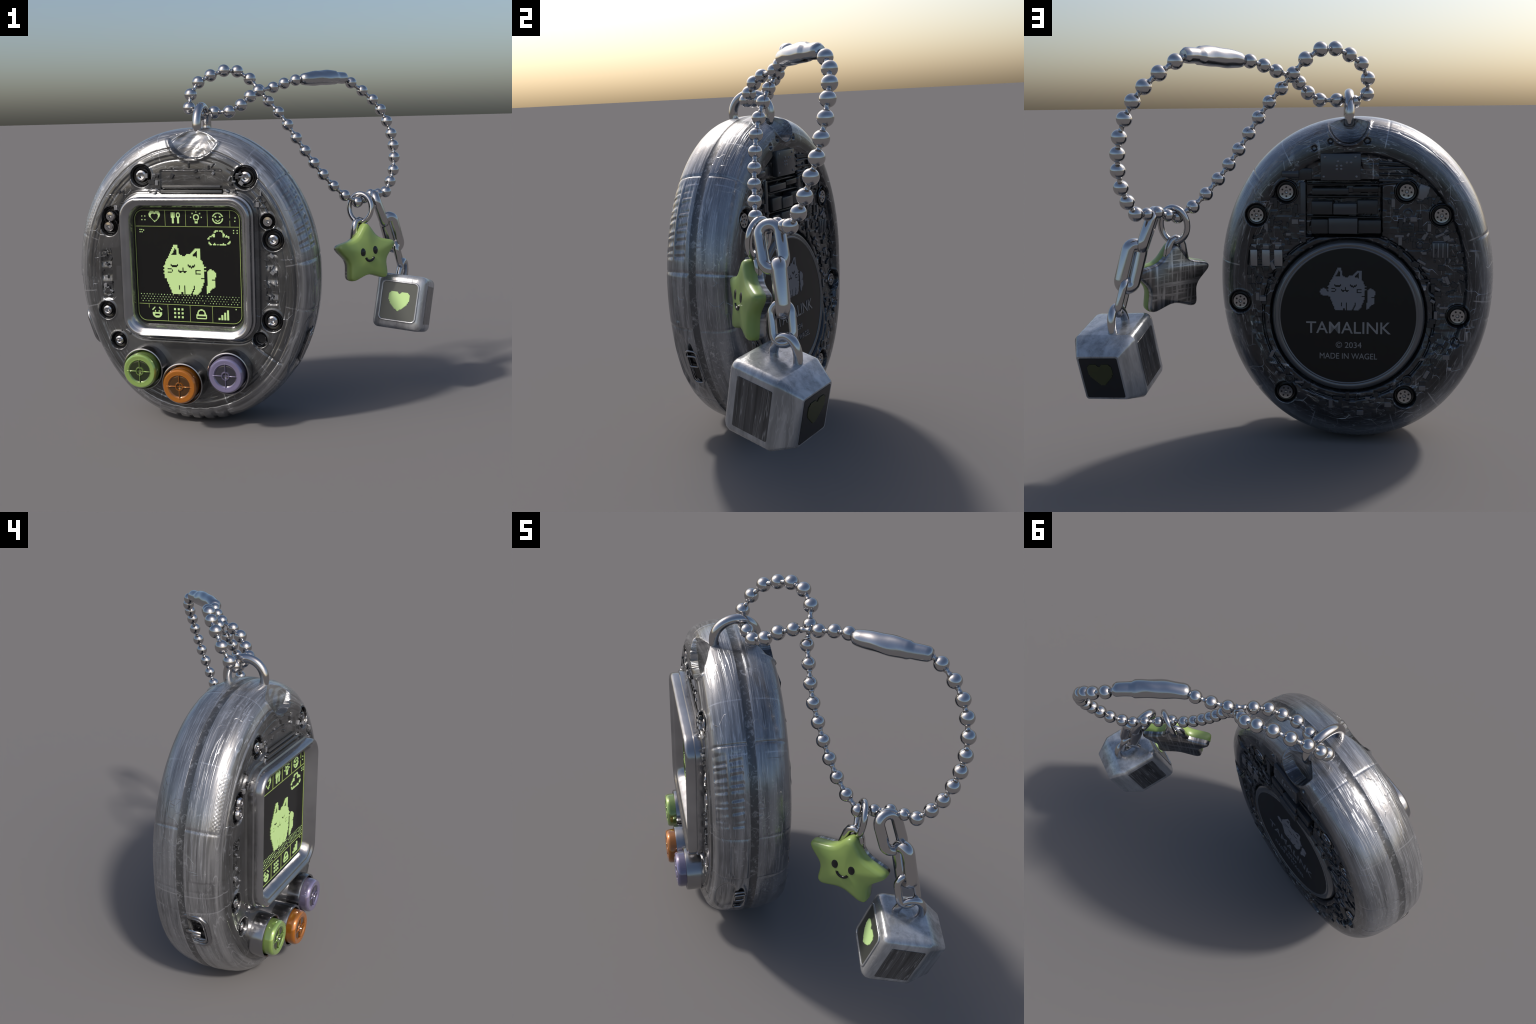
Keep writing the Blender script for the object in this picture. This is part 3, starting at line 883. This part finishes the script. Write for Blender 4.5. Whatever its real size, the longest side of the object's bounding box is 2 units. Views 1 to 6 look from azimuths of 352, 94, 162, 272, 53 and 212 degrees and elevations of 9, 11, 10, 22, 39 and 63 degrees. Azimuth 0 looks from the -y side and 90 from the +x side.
disc = add("back_disc", g.mesh("back_disc"), DISC, DEVD, angle=40)


def cat_back(x, z):
    arm = math.hypot((x + 4) / 1.0, z - 19) < 3.6 or seg_d(x, z, -3, 16, 2, 17) < 1.4
    return cat(x, z) or (arm and not (abs(x - 1.5) < 0.6 and z < 18))


grid_art("printed_cat", lambda i, j: cat_back(i - 8, j), 0.166, -0.122, 0.0046, 58, 46, GREYPRINT, DN - 0.0012, sign=-1, thick=0.0014, parent=disc, M=DEVD)


def text(body, x, z, width, height, mat, weight=0.0):
    cu = bpy.data.curves.new("lettering", 'FONT'); cu.body = body
    cu.align_x = 'CENTER'; cu.align_y = 'CENTER'; cu.extrude = 0.02; cu.offset = weight
    ob = bpy.data.objects.new("tmp", cu); bpy.context.collection.objects.link(ob)
    dg = bpy.context.evaluated_depsgraph_get()
    me = bpy.data.meshes.new_from_object(ob.evaluated_get(dg))
    bpy.data.objects.remove(ob); bpy.data.curves.remove(cu)
    co = np.zeros(len(me.vertices) * 3); me.vertices.foreach_get("co", co); co = co.reshape(-1, 3)
    lo, hi = co.min(0), co.max(0); mid = (lo + hi) / 2
    sx, sy = width / (hi[0] - lo[0]), height / (hi[1] - lo[1])
    out = np.stack([x - (co[:, 0] - mid[0]) * sx, MID - (DN - 0.0012) + co[:, 2] * 0.07, z + (co[:, 1] - mid[1]) * sy], -1)
    me.vertices.foreach_set("co", out.ravel().astype(np.float32)); me.update()
    bm = bmesh.new(); bm.from_mesh(me); bmesh.ops.recalc_face_normals(bm, faces=bm.faces); bm.to_mesh(me); bm.free()
    return add("lettering", me, mat, DEVD, parent=disc, smooth=False)


text("TAMALINK", 0.030, -0.206, 0.400, 0.056, LETTER, 0.006)
text("\u00a9 2034", 0.028, -0.289, 0.122, 0.029, LETTER)
text("MADE IN WAGEL", 0.029, -0.343, 0.272, 0.028, LETTER)

# ------------------------------------------------------------------ circuit parts on the back
def comp(name, x0, z0, x1, z1, top, depth, mat, bevel=0.004, rot=0.0):
    """block between two corners; top = n of its outer face"""
    g = Geo()
    g.box(((x0 + x1) / 2, MID - top - depth / 2, (z0 + z1) / 2), (abs(x1 - x0) / 2, depth / 2, abs(z1 - z0) / 2), rot)
    return add(name, g.mesh(name, bevel, 2), mat, DEV, smooth=True, angle=35)


def comp_cyl(name, a, b, r, n, mat, seg=16):
    n += float(sink(np.array((a[0] + b[0]) / 2), np.array((a[1] + b[1]) / 2)))
    g = Geo(); g.tube([L(a[0], n, a[1]), L(b[0], n, b[1])], r, False, seg)
    return add(name, g.mesh(name, 0.003, 2), mat, DEV, angle=40)


def up(top):      # outward on the back means smaller n
    return top


def bcomp(name, x0, z0, x1, z1, rise, depth, mat, bevel=0.004, rot=0.0):
    top = -0.038 - rise + float(sink(np.array((x0 + x1) / 2), np.array((z0 + z1) / 2)))
    g = Geo()
    g.box(((x0 + x1) / 2, MID - top - depth / 2, (z0 + z1) / 2), (abs(x1 - x0) / 2, depth / 2, abs(z1 - z0) / 2), rot)
    return add(name, g.mesh(name, bevel, 2), mat, DEV, angle=35)


dark, slate, blk, stl = CHIPS
bcomp("chip_plate", 0.160, 0.493, -0.025, 0.616, 0.026, 0.05, slate)
g = Geo()
for (x, z) in ((0.14, 0.60), (0.145, 0.51), (0.0, 0.60), (-0.005, 0.51), (0.085, 0.545), (0.065, 0.545), (0.085, 0.56), (0.065, 0.56), (0.04, 0.575), (0.02, 0.575), (0.08, 0.58)):
    g.lathe(L(x, -0.0500, z), [(0.006, -0.004), (0.006, 0.0015), (0.003, 0.002)], 10, BACKAX)
add("solder_dot", g.mesh("solder_dot"), stl, DEV, stuff=True)
for x0, x1 in ((0.496, 0.461), (0.440, 0.401), (0.382, 0.341)):
    cap_ = bcomp("capacitor", x0, 0.165, x1, 0.085, 0.012, 0.04, CHIP_METAL)
    bcomp("capacitor_terminal", x0 - 0.005, 0.190, x1 + 0.005, 0.168, 0.008, 0.03, stl, 0.002)
    bcomp("capacitor_terminal", x0 - 0.007, 0.083, x1 + 0.007, 0.060, 0.006, 0.03, dark, 0.002)
comp_cyl("coil", (0.341, 0.521), (0.262, 0.521), 0.026, -0.028, slate)
bcomp("coil_base", 0.285, 0.548, 0.201, 0.494, 0.003, 0.03, dark)
# parts in the sunken bay
bcomp("battery_block", 0.202, 0.455, 0.030, 0.425, 0.001, 0.03, dark)
bcomp("battery_block", 0.012, 0.462, -0.105, 0.436, -0.003, 0.03, blk)
bcomp("battery_block", 0.204, 0.395, 0.105, 0.333, 0.013, 0.05, dark)
bcomp("battery_block", 0.102, 0.386, -0.007, 0.333, 0.017, 0.05, slate)
bcomp("battery_block", -0.009, 0.400, -0.104, 0.338, 0.013, 0.05, dark)
bcomp("battery_block", 0.124, 0.317, -0.011, 0.244, 0.021, 0.05, slate)
bcomp("battery_block", 0.205, 0.311, 0.126, 0.243, 0.013, 0.05, dark)
bcomp("battery_block", -0.013, 0.307, -0.119, 0.245, 0.013, 0.05, dark)
for z in (0.415, 0.322, 0.474):
    comp_cyl("wire", (0.225, z), (-0.112, z + random.uniform(-0.008, 0.008)), 0.006, -0.020, blk, 8)
bcomp("flex_strip", 0.256, 0.484, 0.231, 0.200, 0.004, 0.03, slate, 0.003)
for k in range(5):
    bcomp("pin", 0.262, 0.335 - k * 0.026, 0.236, 0.324 - k * 0.026, 0.011, 0.02, stl if k % 2 else dark, 0.002)
bcomp("flex_strip", -0.122, 0.431, -0.196, 0.193, -0.012, 0.03, dark, 0.004)
g = Geo(); g.tube([L(-0.159 + 0.026 * math.cos(t), -0.006, 0.36 + 0.040 * math.sin(t)) for t in np.linspace(0, 2 * math.pi, 24, endpoint=False)], 0.007, True, 8)
add("loop_trace", g.mesh("loop_trace"), slate, DEV)
bcomp("chip", -0.135, 0.275, -0.184, 0.215, -0.004, 0.02, stl, 0.004)
for k in range(6):
    z = 0.575 - k * 0.019
    comp_cyl("ribbon_wire", (-0.108, z + 0.01 * math.sin(k)), (-0.300 + 0.012 * k, z - 0.012 * math.cos(k * 1.7)), 0.0075, -0.041, blk if k % 2 else slate, 8)
bcomp("chip", -0.205, 0.292, -0.273, 0.209, 0.004, 0.03, dark)
for k in range(3):
    bcomp("pin", -0.212, 0.280 - k * 0.014, -0.266, 0.274 - k * 0.014, 0.008, 0.02, blk, 0.001)
bcomp("white_tag", -0.285, 0.470, -0.335, 0.400, 0.006, 0.03, plain("pale_tag", (0.17, 0.17, 0.18), 0.4, 0.35), 0.006, 0.35)
bcomp("white_tag", 0.385, 0.425, 0.410, 0.38, 0.005, 0.03, plain("pale_tag_small", (0.15, 0.15, 0.16), 0.4, 0.35), 0.004, -0.4)
bcomp("connector_block", -0.354, 0.205, -0.437, 0.127, 0.008, 0.04, slate, 0.006)
for k in range(4):
    bcomp("connector_fin", -0.360 - k * 0.021, 0.2, -0.367 - k * 0.021, 0.132, 0.013, 0.02, stl, 0.002)
for k in range(5):
    bcomp("pin", -0.445, 0.165 - k * 0.022, -0.510, 0.156 - k * 0.022, 0.001, 0.03, blk, 0.002)
g = Geo(); g.lathe(L(-0.376, -0.004, -0.018), [(0.048, -0.02), (0.048, 0.004), (0.042, 0.010), (0.034, 0.009), (0.028, 0.004), (0.022, -0.004), (0.001, -0.006)], 30, BACKAX)
add("dial", g.mesh("dial"), slate, DEV, angle=40)
bcomp("dial_socket", -0.356, 0.0, -0.396, -0.036, 0.002, 0.02, blk, 0.003)
for (x, z, r) in ((-0.068, 0.628, 0.024), (-0.243, 0.335, 0.026), (-0.40, -0.30, 0.022), (0.455, 0.02, 0.022), (0.40, 0.01, 0.016), (-0.30, 0.19, 0.02), (-0.25, -0.455, 0.024), (0.31, -0.462, 0.022)):
    g = Geo(); g.lathe(L(x, -0.038 + float(sink(np.array(x), np.array(z))) - 0.02 * float(sstep(0.0, -0.6, np.array(z))), z), [(r, -0.02), (r, 0.004), (r * 0.8, 0.007), (r * 0.62, 0.003), (r * 0.35, 0.003), (0.001, 0.006)], 20, BACKAX)
    add("grommet", g.mesh("grommet"), random.choice((slate, dark)), DEV, angle=40)
# small surface parts scattered on the free board area
g1, g2 = Geo(), Geo()
placed = 0
while placed < 260:
    a = random.uniform(0, 2 * math.pi); r = math.sqrt(random.random()) * 0.80
    x, z = HALF_W * r * math.cos(a), HALF_H * r * math.sin(a)
    if math.hypot(x - DISC_C[0], z - DISC_C[1]) < 0.385 or abs(x - 0.05) < 0.2 and 0.2 < z < 0.65 or z > 0.63:
        continue
    if min(math.hypot(x - p[0], z - p[1]) for p in B_SCREWS) < 0.07:
        continue
    w, h = random.choice(((0.006, 0.010), (0.012, 0.007), (0.016, 0.012), (0.005, 0.005), (0.022, 0.006), (0.009, 0.02)))
    (g1 if random.random() < 0.72 else g2).box((x, MID + 0.040 + random.uniform(-0.006, 0.000) - float(sink(np.array(x), np.array(z))) + 0.016 * float(sstep(0.0, -0.6, np.array(z))), z), (w, 0.009, h), random.choice((0, 0, 0, 0.5, -0.4)))
    placed += 1
add("surface_part", g1.mesh("surface_part", 0.0015, 1), dark, DEV, stuff=True, angle=35)
add("surface_part_bright", g2.mesh("surface_part_bright", 0.0015, 1), stl, DEV, stuff=True, angle=35)
# clear ring clips round the disc
for deg in (62, 118, 25, -22, 150, 215, 300):
    a = math.radians(deg)
    bcomp("ring_clip", DISC_C[0] + 0.385 * math.cos(a) - 0.018, DISC_C[1] + 0.385 * math.sin(a) - 0.010, DISC_C[0] + 0.385 * math.cos(a) + 0.018, DISC_C[1] + 0.385 * math.sin(a) + 0.010, -0.002, 0.03, slate, 0.004, a)

# ------------------------------------------------------------------ charging port on the left flank
def rim_frame(deg, n, rho=1.0):
    t = math.radians(deg)
    def P(tt):
        c, s = math.cos(tt), math.sin(tt); k = (abs(c) ** EXPO + abs(s) ** EXPO) ** (-1 / EXPO) * float(np.interp(tt % (2 * math.pi), TH, SQUEEZE))
        return Vector(L(HALF_W * rho * k * c, n, HALF_H * rho * k * s))
    p = P(t); tan = (P(t + 0.01) - P(t - 0.01)).normalized()
    out = Vector((tan.z, 0, -tan.x)).normalized()
    if out.dot(Vector((p.x, 0, p.z))) < 0:
        out = -out
    return p, tan, Vector((0, -1, 0)), out


p, tan, fr, out = rim_frame(-158, 0.195, 0.998)
def port_path(hl, hw, off, k=9):
    r = min(hl, hw) * 0.75
    return [p + tan * x + fr * z + out * off for x, z in rrect_path(0, 0, hl, hw, r, k)]
g = Geo()
g.tube(port_path(0.098, 0.072, -0.009), 0.010, True, 10)
g.tube(port_path(0.080, 0.055, -0.008), 0.006, True, 8)
port = add("charging_port", g.mesh("charging_port"), STEEL_D, DEV)
g = Geo(); g.tube([p + fr * -0.04 + out * 0.004, p + fr * 0.04 + out * 0.004], 0.010, False, 8)
g.tube([p + tan * 0.03 + fr * -0.022 + out * -0.004, p + tan * 0.03 + fr * 0.028 + out * -0.004], 0.012, False, 8)
add("port_tongue", g.mesh("port_tongue"), STEEL, DEV, parent=port)
g = Geo()
pv = port_path(0.082, 0.058, -0.024)
b0 = len(g.v); g.v += [tuple(q) for q in pv]; g.f.append(tuple(range(b0, b0 + len(pv))))
add("port_floor", g.mesh("port_floor"), BLACK, DEV, parent=port)

# slanted slot with a small square socket on the lower right flank
p, tan, fr, out = rim_frame(-26, 0.208)
g = Geo(); g.tube(port_path(0.092, 0.030, -0.003), 0.005, True, 8)
slot = add("side_slot", g.mesh("side_slot"), STEEL_D, DEV)
g = Geo(); b0 = 0
pv = port_path(0.090, 0.028, -0.012); g.v += [tuple(q) for q in pv]; g.f.append(tuple(range(len(pv))))
add("slot_floor", g.mesh("slot_floor"), BLACK, DEV, parent=slot)
g = Geo(); g.tube([p + tan * (0.035 + a) + fr * b + out * 0.001 for a, b in rrect_path(0, 0, 0.030, 0.024, 0.01, 4)], 0.005, True, 8)
add("side_socket", g.mesh("side_socket"), STEEL_D, DEV, parent=slot)

# ------------------------------------------------------------------ hanger ring through the shell top
g = Geo()
pts = []
for i in range(33):
    t = math.pi * (-0.16 + 1.32 * i / 32)
    pts.append(L(0.036 + 0.006 * math.cos(t), 0.146 + 0.100 * math.cos(t), 0.793 + 0.096 * math.sin(t)))
g.tube(pts, 0.0228, False, 16)
add("hanger_ring", g.mesh("hanger_ring"), STEEL, DEV)

# ------------------------------------------------------------------ ball chain
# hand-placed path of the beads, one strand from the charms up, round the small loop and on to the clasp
STRAND = [(0.510, 0.061, 1.132), (0.436, 0.052, 1.172), (0.372, 0.046, 1.227), (0.314, 0.044, 1.292), (0.263, 0.044, 1.356), (0.216, 0.047, 1.423),
          (0.169, 0.051, 1.494), (0.125, 0.063, 1.565), (0.080, 0.083, 1.633), (0.030, 0.108, 1.692), (-0.012, 0.150, 1.756), (-0.058, 0.186, 1.817),
          (-0.125, 0.195, 1.859), (-0.199, 0.184, 1.863), (-0.274, 0.168, 1.838), (-0.343, 0.142, 1.801), (-0.389, 0.110, 1.736), (-0.402, 0.072, 1.666),
          (-0.345, 0.046, 1.630), (-0.276, 0.010, 1.639), (-0.199, -0.015, 1.641), (-0.133, 0.005, 1.674), (-0.080, 0.034, 1.719), (-0.029, 0.075, 1.748),
          (0.063, 0.138, 1.767), (0.129, 0.167, 1.789), (0.197, 0.186, 1.806)]
RIGHT = [(0.556, 0.361, 1.793), (0.626, 0.375, 1.747), (0.688, 0.373, 1.694), (0.733, 0.364, 1.637), (0.767, 0.353, 1.569), (0.788, 0.335, 1.497),
         (0.795, 0.316, 1.429), (0.793, 0.292, 1.361), (0.780, 0.266, 1.289), (0.753, 0.240, 1.226), (0.715, 0.205, 1.170), (0.664, 0.182, 1.165),
         (0.612, 0.150, 1.166), (0.560, 0.108, 1.146)]
bm = bmesh.new(); bmesh.ops.create_uvsphere(bm, u_segments=40, v_segments=24, radius=1.0)
bead_me = bpy.data.meshes.new("bead"); bm.to_mesh(bead_me); bm.free(); bead_me.materials.append(STEEL)
bead_me.polygons.foreach_set("use_smooth", [True] * len(bead_me.polygons))
chain = None
rods = Geo()
def strand(pts, link_first, rad):
    pts = [Vector(q) for q in pts]
    for a, b in zip(pts, pts[1:]):
        d = (b - a); m = (a + b) / 2
        rods.tube([a + d * 0.3, a + d * 0.42, m, a + d * 0.58, a + d * 0.7], [0.016, 0.011, 0.0095, 0.011, 0.016], False, 8)
strand(STRAND, True, 0.032); strand(RIGHT, True, 0.032)
strand([RIGHT[-1], STRAND[0]], True, 0.03)
strand([STRAND[-1], (0.243, 0.196, 1.815)], True, 0.03)
strand([(0.505, 0.336, 1.820), RIGHT[0]], True, 0.03)
chain = add("ball_chain", rods.mesh("ball_chain"), STEEL, None, stuff=True)
for i, q in enumerate(STRAND + RIGHT):
    r = 0.0312
    if 11 <= i <= 22:
        r = 0.0335
    elif i >= len(STRAND):
        r = 0.0325 if i < len(STRAND) + 11 else 0.028
    add("bead", bead_me, None, Matrix.Translation(q) @ Matrix.Rotation(random.uniform(0, 3), 4, 'Z') @ Matrix.Scale(r, 4), parent=chain, smooth=False)

# clasp: a lumpy crimped sleeve
A, Bq = Vector((0.226, 0.178, 1.812)), Vector((0.520, 0.344, 1.822))
v, f = [], []
ax = (Bq - A).normalized(); side = ax.cross(Vector((0, 0, 1))).normalized(); upv = side.cross(ax)
S = 16; M_ = 26
ctrl = [(0, 0.020), (0.02, 0.031), (0.08, 0.036), (0.3, 0.042), (0.5, 0.043), (0.68, 0.041), (0.73, 0.041), (0.75, 0.034), (0.95, 0.033), (0.99, 0.031), (1.0, 0.024)]
for k in range(M_):
    t = k / (M_ - 1)
    r = np.interp(t, [c[0] for c in ctrl], [c[1] for c in ctrl])
    cpt = A.lerp(Bq, t) + upv * (-0.004 + 0.004 * math.sin(math.pi * t)) + side * 0.010 * math.sin(math.pi * t)
    for i in range(S):
        a = 2 * math.pi * i / S
        rr = r * (1 + 0.05 * math.sin(3 * a + 5 * t) * math.sin(math.pi * t) + 0.03 * math.sin(19 * t + 2 * a))
        # slightly flattened underside
        v.append(tuple(cpt + side * math.cos(a) * rr + upv * math.sin(a) * rr * (0.92 if math.sin(a) < 0 else 1.02)))
for k in range(M_ - 1):
    for i in range(S):
        j = (i + 1) % S
        f.append((k * S + i, k * S + j, (k + 1) * S + j, (k + 1) * S + i))
f.append(tuple(range(S))[::-1]); f.append(tuple((M_ - 1) * S + i for i in range(S)))
me = mesh_py("clasp", v, f)
bm = bmesh.new(); bm.from_mesh(me); bmesh.ops.recalc_face_normals(bm, faces=bm.faces); bm.to_mesh(me); bm.free()
add("clasp", me, chrome("clasp_steel", (0.46, 0.46, 0.47), 0.18), None, parent=chain, angle=55)

# ------------------------------------------------------------------ connecting links and jump ring
def link(name, a, b, wdir, half_w, r, seg=14, squash=1.0):
    """oval link with end points a (top) and b (bottom) on its centre line"""
    a, b = Vector(a), Vector(b); d = (b - a).normalized(); w = Vector(wdir); w = (w - d * w.dot(d)).normalized()
    c = (a + b) / 2; hl = (b - a).length / 2
    pts = []
    k = 12
    for s, sgn in ((1, 1), (-1, -1)):
        for i in range(k + 1):
            t = math.radians(-90 + 180 * i / k)
            pts.append(c + d * sgn * (hl - half_w + half_w * math.cos(t)) + w * sgn * half_w * math.sin(t))
    g = Geo(); g.tube(pts, r, True, seg)
    return add(name, g.mesh(name), STEEL, None)


link("chain_link", (0.622, 0.116, 1.166), (0.688, 0.138, 1.002), (0.3, 1, 0), 0.042, 0.0255)
link("chain_link", (0.712, 0.153, 1.030), (0.765, 0.166, 0.850), (1, 0.15, 0), 0.028, 0.0300)
link("chain_link", (0.756, 0.157, 0.884), (0.800, 0.168, 0.735), (0.4, 1, 0), 0.042, 0.0170)

jc = Vector((0.528, 0.068, 1.098)); jx = Vector((0.82, -0.57, 0)).normalized(); jz = Vector((0.05, 0.12, 1)).normalized()
g = Geo(); g.tube([jc + jx * 0.064 * math.cos(t) + jz * 0.078 * math.sin(t) for t in np.linspace(0, 2 * math.pi, 40, endpoint=False)], 0.0145, True, 12)
add("jump_ring", g.mesh("jump_ring"), STEEL, None)

# ------------------------------------------------------------------ star charm
sx_ = Vector((0.934, 0.357, 0.0)).normalized()
sn_ = Vector((0.355, -0.928, 0.105)); sn_ = (sn_ - sx_ * sn_.dot(sx_)).normalized()
sz_ = sn_.cross(sx_) * -1
if sz_.z < 0:
    sz_ = -sz_
SM = Matrix((( sx_.x, -sn_.x, sz_.x, 0.545), (sx_.y, -sn_.y, sz_.y, 0.009), (sx_.z, -sn_.z, sz_.z, 0.847), (0, 0, 0, 1)))   # local -y is the face


def star_outline(ro, ri, squash, k=7):
    corners = []
    for i in range(10):
        a = math.radians(90 + 36 * i); r = (ro if i % 2 == 0 else ri)
        corners.append(Vector((r * math.cos(a), r * math.sin(a) * squash)))
    pts = []
    for i in range(10):
        c0, c1, c2 = corners[i - 1], corners[i], corners[(i + 1) % 10]
        w = 0.36 if i % 2 == 0 else 0.30
        p0, p2 = c1.lerp(c0, w), c1.lerp(c2, w)
        for q in range(k):
            t = q / (k - 1)
            pts.append(p0 * (1 - t) ** 2 + c1 * 2 * t * (1 - t) + p2 * t * t)
    return pts


def star_solid(name, ro, ri, layers, squash=0.855):
    """layers: (inset towards centre as scale, depth y)"""
    out = star_outline(ro, ri, squash); n = len(out)
    v, f = [], []
    for s, y in layers:
        for q in out:
            v.append((q.x * s, y, q.y * s))
    for k in range(len(layers) - 1):
        for i in range(n):
            j = (i + 1) % n
            f.append((k * n + i, k * n + j, (k + 1) * n + j, (k + 1) * n + i))
    f.append(tuple(range(n))); f.append(tuple((len(layers) - 1) * n + i for i in range(n)))
    me = mesh_py(name, v, f)
    bm = bmesh.new(); bm.from_mesh(me); bmesh.ops.recalc_face_normals(bm, faces=bm.faces); bm.to_mesh(me); bm.free()
    return me


star = add("star_charm", star_solid("star_charm", 0.220, 0.126, [(0.97, 0.024), (1.0, 0.020), (1.0, -0.004), (0.985, -0.018), (0.94, -0.026), (0.80, -0.031), (0.5, -0.036), (0.2, -0.038), (0.02, -0.0385)]), STAR, SM, angle=50)
add("star_backing", star_solid("star_backing", 0.214, 0.122, [(0.93, 0.052), (0.985, 0.047), (1.01, 0.038), (1.01, 0.022)]), BACKING, SM, parent=star, angle=50)
g = Geo()
for ex in (-0.046, 0.036):
    g.lathe((ex, -0.0335, 0.014 + (0.004 if ex > 0 else 0)), [(0.0195, -0.004), (0.0195, 0.0015), (0.0150, 0.005), (0.001, 0.006)], 24)
g.lathe((0.050, -0.033, -0.012), [(0.0045, -0.004), (0.0045, 0.002), (0.001, 0.003)], 10)
g.v = [(x, y, 0.016 + (z - 0.016) * 1.32) if z > -0.004 else (x, y, z) for x, y, z in g.v]      # eyes taller than wide
g.tube([(-0.004 + 0.026 * math.cos(t), -0.0365, -0.014 + 0.022 * math.sin(t)) for t in np.linspace(math.pi * 1.03, math.pi * 1.97, 14)], 0.0075, False, 8)
add("star_face", g.mesh("star_face"), BLACK, SM, parent=star, angle=50)
# strap with an eye behind the star
g = Geo()
prof = [(-0.052, 0.075), (-0.034, 0.158), (-0.024, 0.182), (0.0, 0.192), (0.024, 0.182), (0.034, 0.158), (0.052, 0.075)]
g.tube([(x, 0.030, z) for x, z in prof], [0.020, 0.019, 0.018, 0.017, 0.018, 0.019, 0.020], False, 12)
add("star_strap", g.mesh("star_strap"), STEEL, SM @ Matrix.Translation((-0.01, 0, 0)), parent=star)

# ------------------------------------------------------------------ cube charm
cz_ = Vector((0.19, 0.17, 0.967)).normalized(); cx_ = Vector((0.84, -0.54, -0.07)); cx_ = (cx_ - cz_ * cx_.dot(cz_)).normalized(); cy_ = cz_.cross(cx_)
CC = Vector((0.813, 0.141, 0.528))
CM = Matrix(((cx_.x, cy_.x, cz_.x, CC.x), (cx_.y, cy_.y, cz_.y, CC.y), (cx_.z, cy_.z, cz_.z, CC.z), (0, 0, 0, 1)))
HX, HY, HZ = 0.142, 0.159, 0.155


def cube_body():
    """rounded block lofted front to back; the back third narrows like a cut gem"""
    secs = [(0.060, 0.070, 0.02, -HY), (0.114, 0.128, 0.028, -HY), (0.128, 0.143, 0.032, -HY + 0.007), (0.137, 0.152, 0.034, -HY + 0.018), (HX, HZ, 0.034, -HY + 0.036),
            (HX, HZ, 0.034, 0.060), (HX - 0.001, HZ - 0.001, 0.033, 0.068), (0.100, 0.108, 0.014, HY - 0.004), (0.096, 0.104, 0.012, HY), (0.05, 0.05, 0.01, HY)]
    v, f = [], []
    for hx_, hz_, r, y in secs:
        v += [(a, y, b) for a, b in rrect_path(0, 0, hx_, hz_, r, 6)]
    m = len(v) // len(secs)
    for k in range(len(secs) - 1):
        for i in range(m):
            j = (i + 1) % m
            f.append((k * m + i, k * m + j, (k + 1) * m + j, (k + 1) * m + i))
    f.append(tuple(range(m))); f.append(tuple((len(secs) - 1) * m + i for i in range(m)))
    me = mesh_py("cube_charm", v, f)
    bm = bmesh.new(); bm.from_mesh(me); bmesh.ops.recalc_face_normals(bm, faces=bm.faces); bm.to_mesh(me); bm.free()
    return me


cube = add("cube_charm", cube_body(), CUBE, CM, angle=32)


def panel(name, face, hw, hh, mat, proud, r=0.02, dz=0.0, dx=0.0):
    pts = rrect_path(dx, dz, hw, hh, r, 5); v, f = [], []
    def tr(a, b, o):
        if face == '-y': return (a, -HY - o, b)
        if face == '+y': return (a, HY + o, b)
        if face == '+x': return (HX + o, a, b)
        return (-HX - o, a, b)
    for o in (-0.004, proud):
        v += [tr(a, b, o) for a, b in pts]
    n = len(pts)
    f = [(i, (i + 1) % n, n + (i + 1) % n, n + i) for i in range(n)] + [tuple(range(n, 2 * n))]
    me = mesh_py(name, v, f)
    bm = bmesh.new(); bm.from_mesh(me); bmesh.ops.recalc_face_normals(bm, faces=bm.faces); bm.to_mesh(me); bm.free()
    return add(name, me, mat, CM, parent=cube, angle=30)


panel("cube_window", '-y', 0.100, 0.107, WINDOW, 0.0015)
panel("cube_panel", '+x', 0.080, 0.108, PANEL, 0.0015, 0.006, 0.0, -0.028)
panel("cube_panel", '-x', 0.080, 0.108, PANEL, 0.0015, 0.006, 0.0, -0.028)
panel("cube_window", '+y', 0.088, 0.096, plain("charm_dark_window", (0.022, 0.023, 0.025), 0.3, 0.25), 0.0015, 0.008)
# raised window frame
g = Geo()
g.tube([(a, -HY - 0.001, b) for a, b in rrect_path(0, 0, 0.103, 0.110, 0.024, 6)], 0.006, True, 8)
add("window_frame", g.mesh("window_frame"), CUBE, CM, parent=cube)


def pixel_heart(name, y, px, cols, mat, sgn, dz=0.0, thick=0.0015):
    g = Geo()
    def inside(i, j):
        X, Z = (i - cols / 2 + 0.5) / (cols * 0.43), (j - cols / 2 + 0.5) / (cols * 0.43)
        Z += -0.12
        return (X * X + Z * Z - 0.78) ** 3 - X * X * Z ** 3 * 1.6 < 0
    for j in range(cols + 2):
        run = [i for i in range(cols) if inside(i, j)]
        while run:
            a = run[0]; b = a
            while b + 1 in run:
                b += 1
            g.box((sgn * ((a + b + 1) / 2 - cols / 2) * px, y, (j + 0.5 - cols / 2) * px + dz), ((b - a + 1) * px / 2, thick, px / 2))
            run = [i for i in run if i > b]
    return add(name, g.mesh(name), mat, CM, parent=cube, smooth=False)


pixel_heart("pixel_heart", -HY - 0.0022, 0.0054, 24, PIX, 1, -0.016)
pixel_heart("pixel_heart", HY + 0.0022, 0.0056, 22, OLIVE, -1)
# wire eye on top of the cube
g = Geo()
g.tube([(-0.036 + 0.004 * math.cos(t), -0.020 + 0.060 * math.cos(t) * (1 if math.sin(t) > 0 else 1.0), HZ - 0.008 + 0.092 * max(math.sin(t), -0.2) ** 1 if math.sin(t) > 0 else HZ - 0.012) for t in np.linspace(-0.1, math.pi + 0.1, 22)], 0.0185, False, 12)
add("cube_eye", g.mesh("cube_eye"), STEEL, CM, parent=cube)
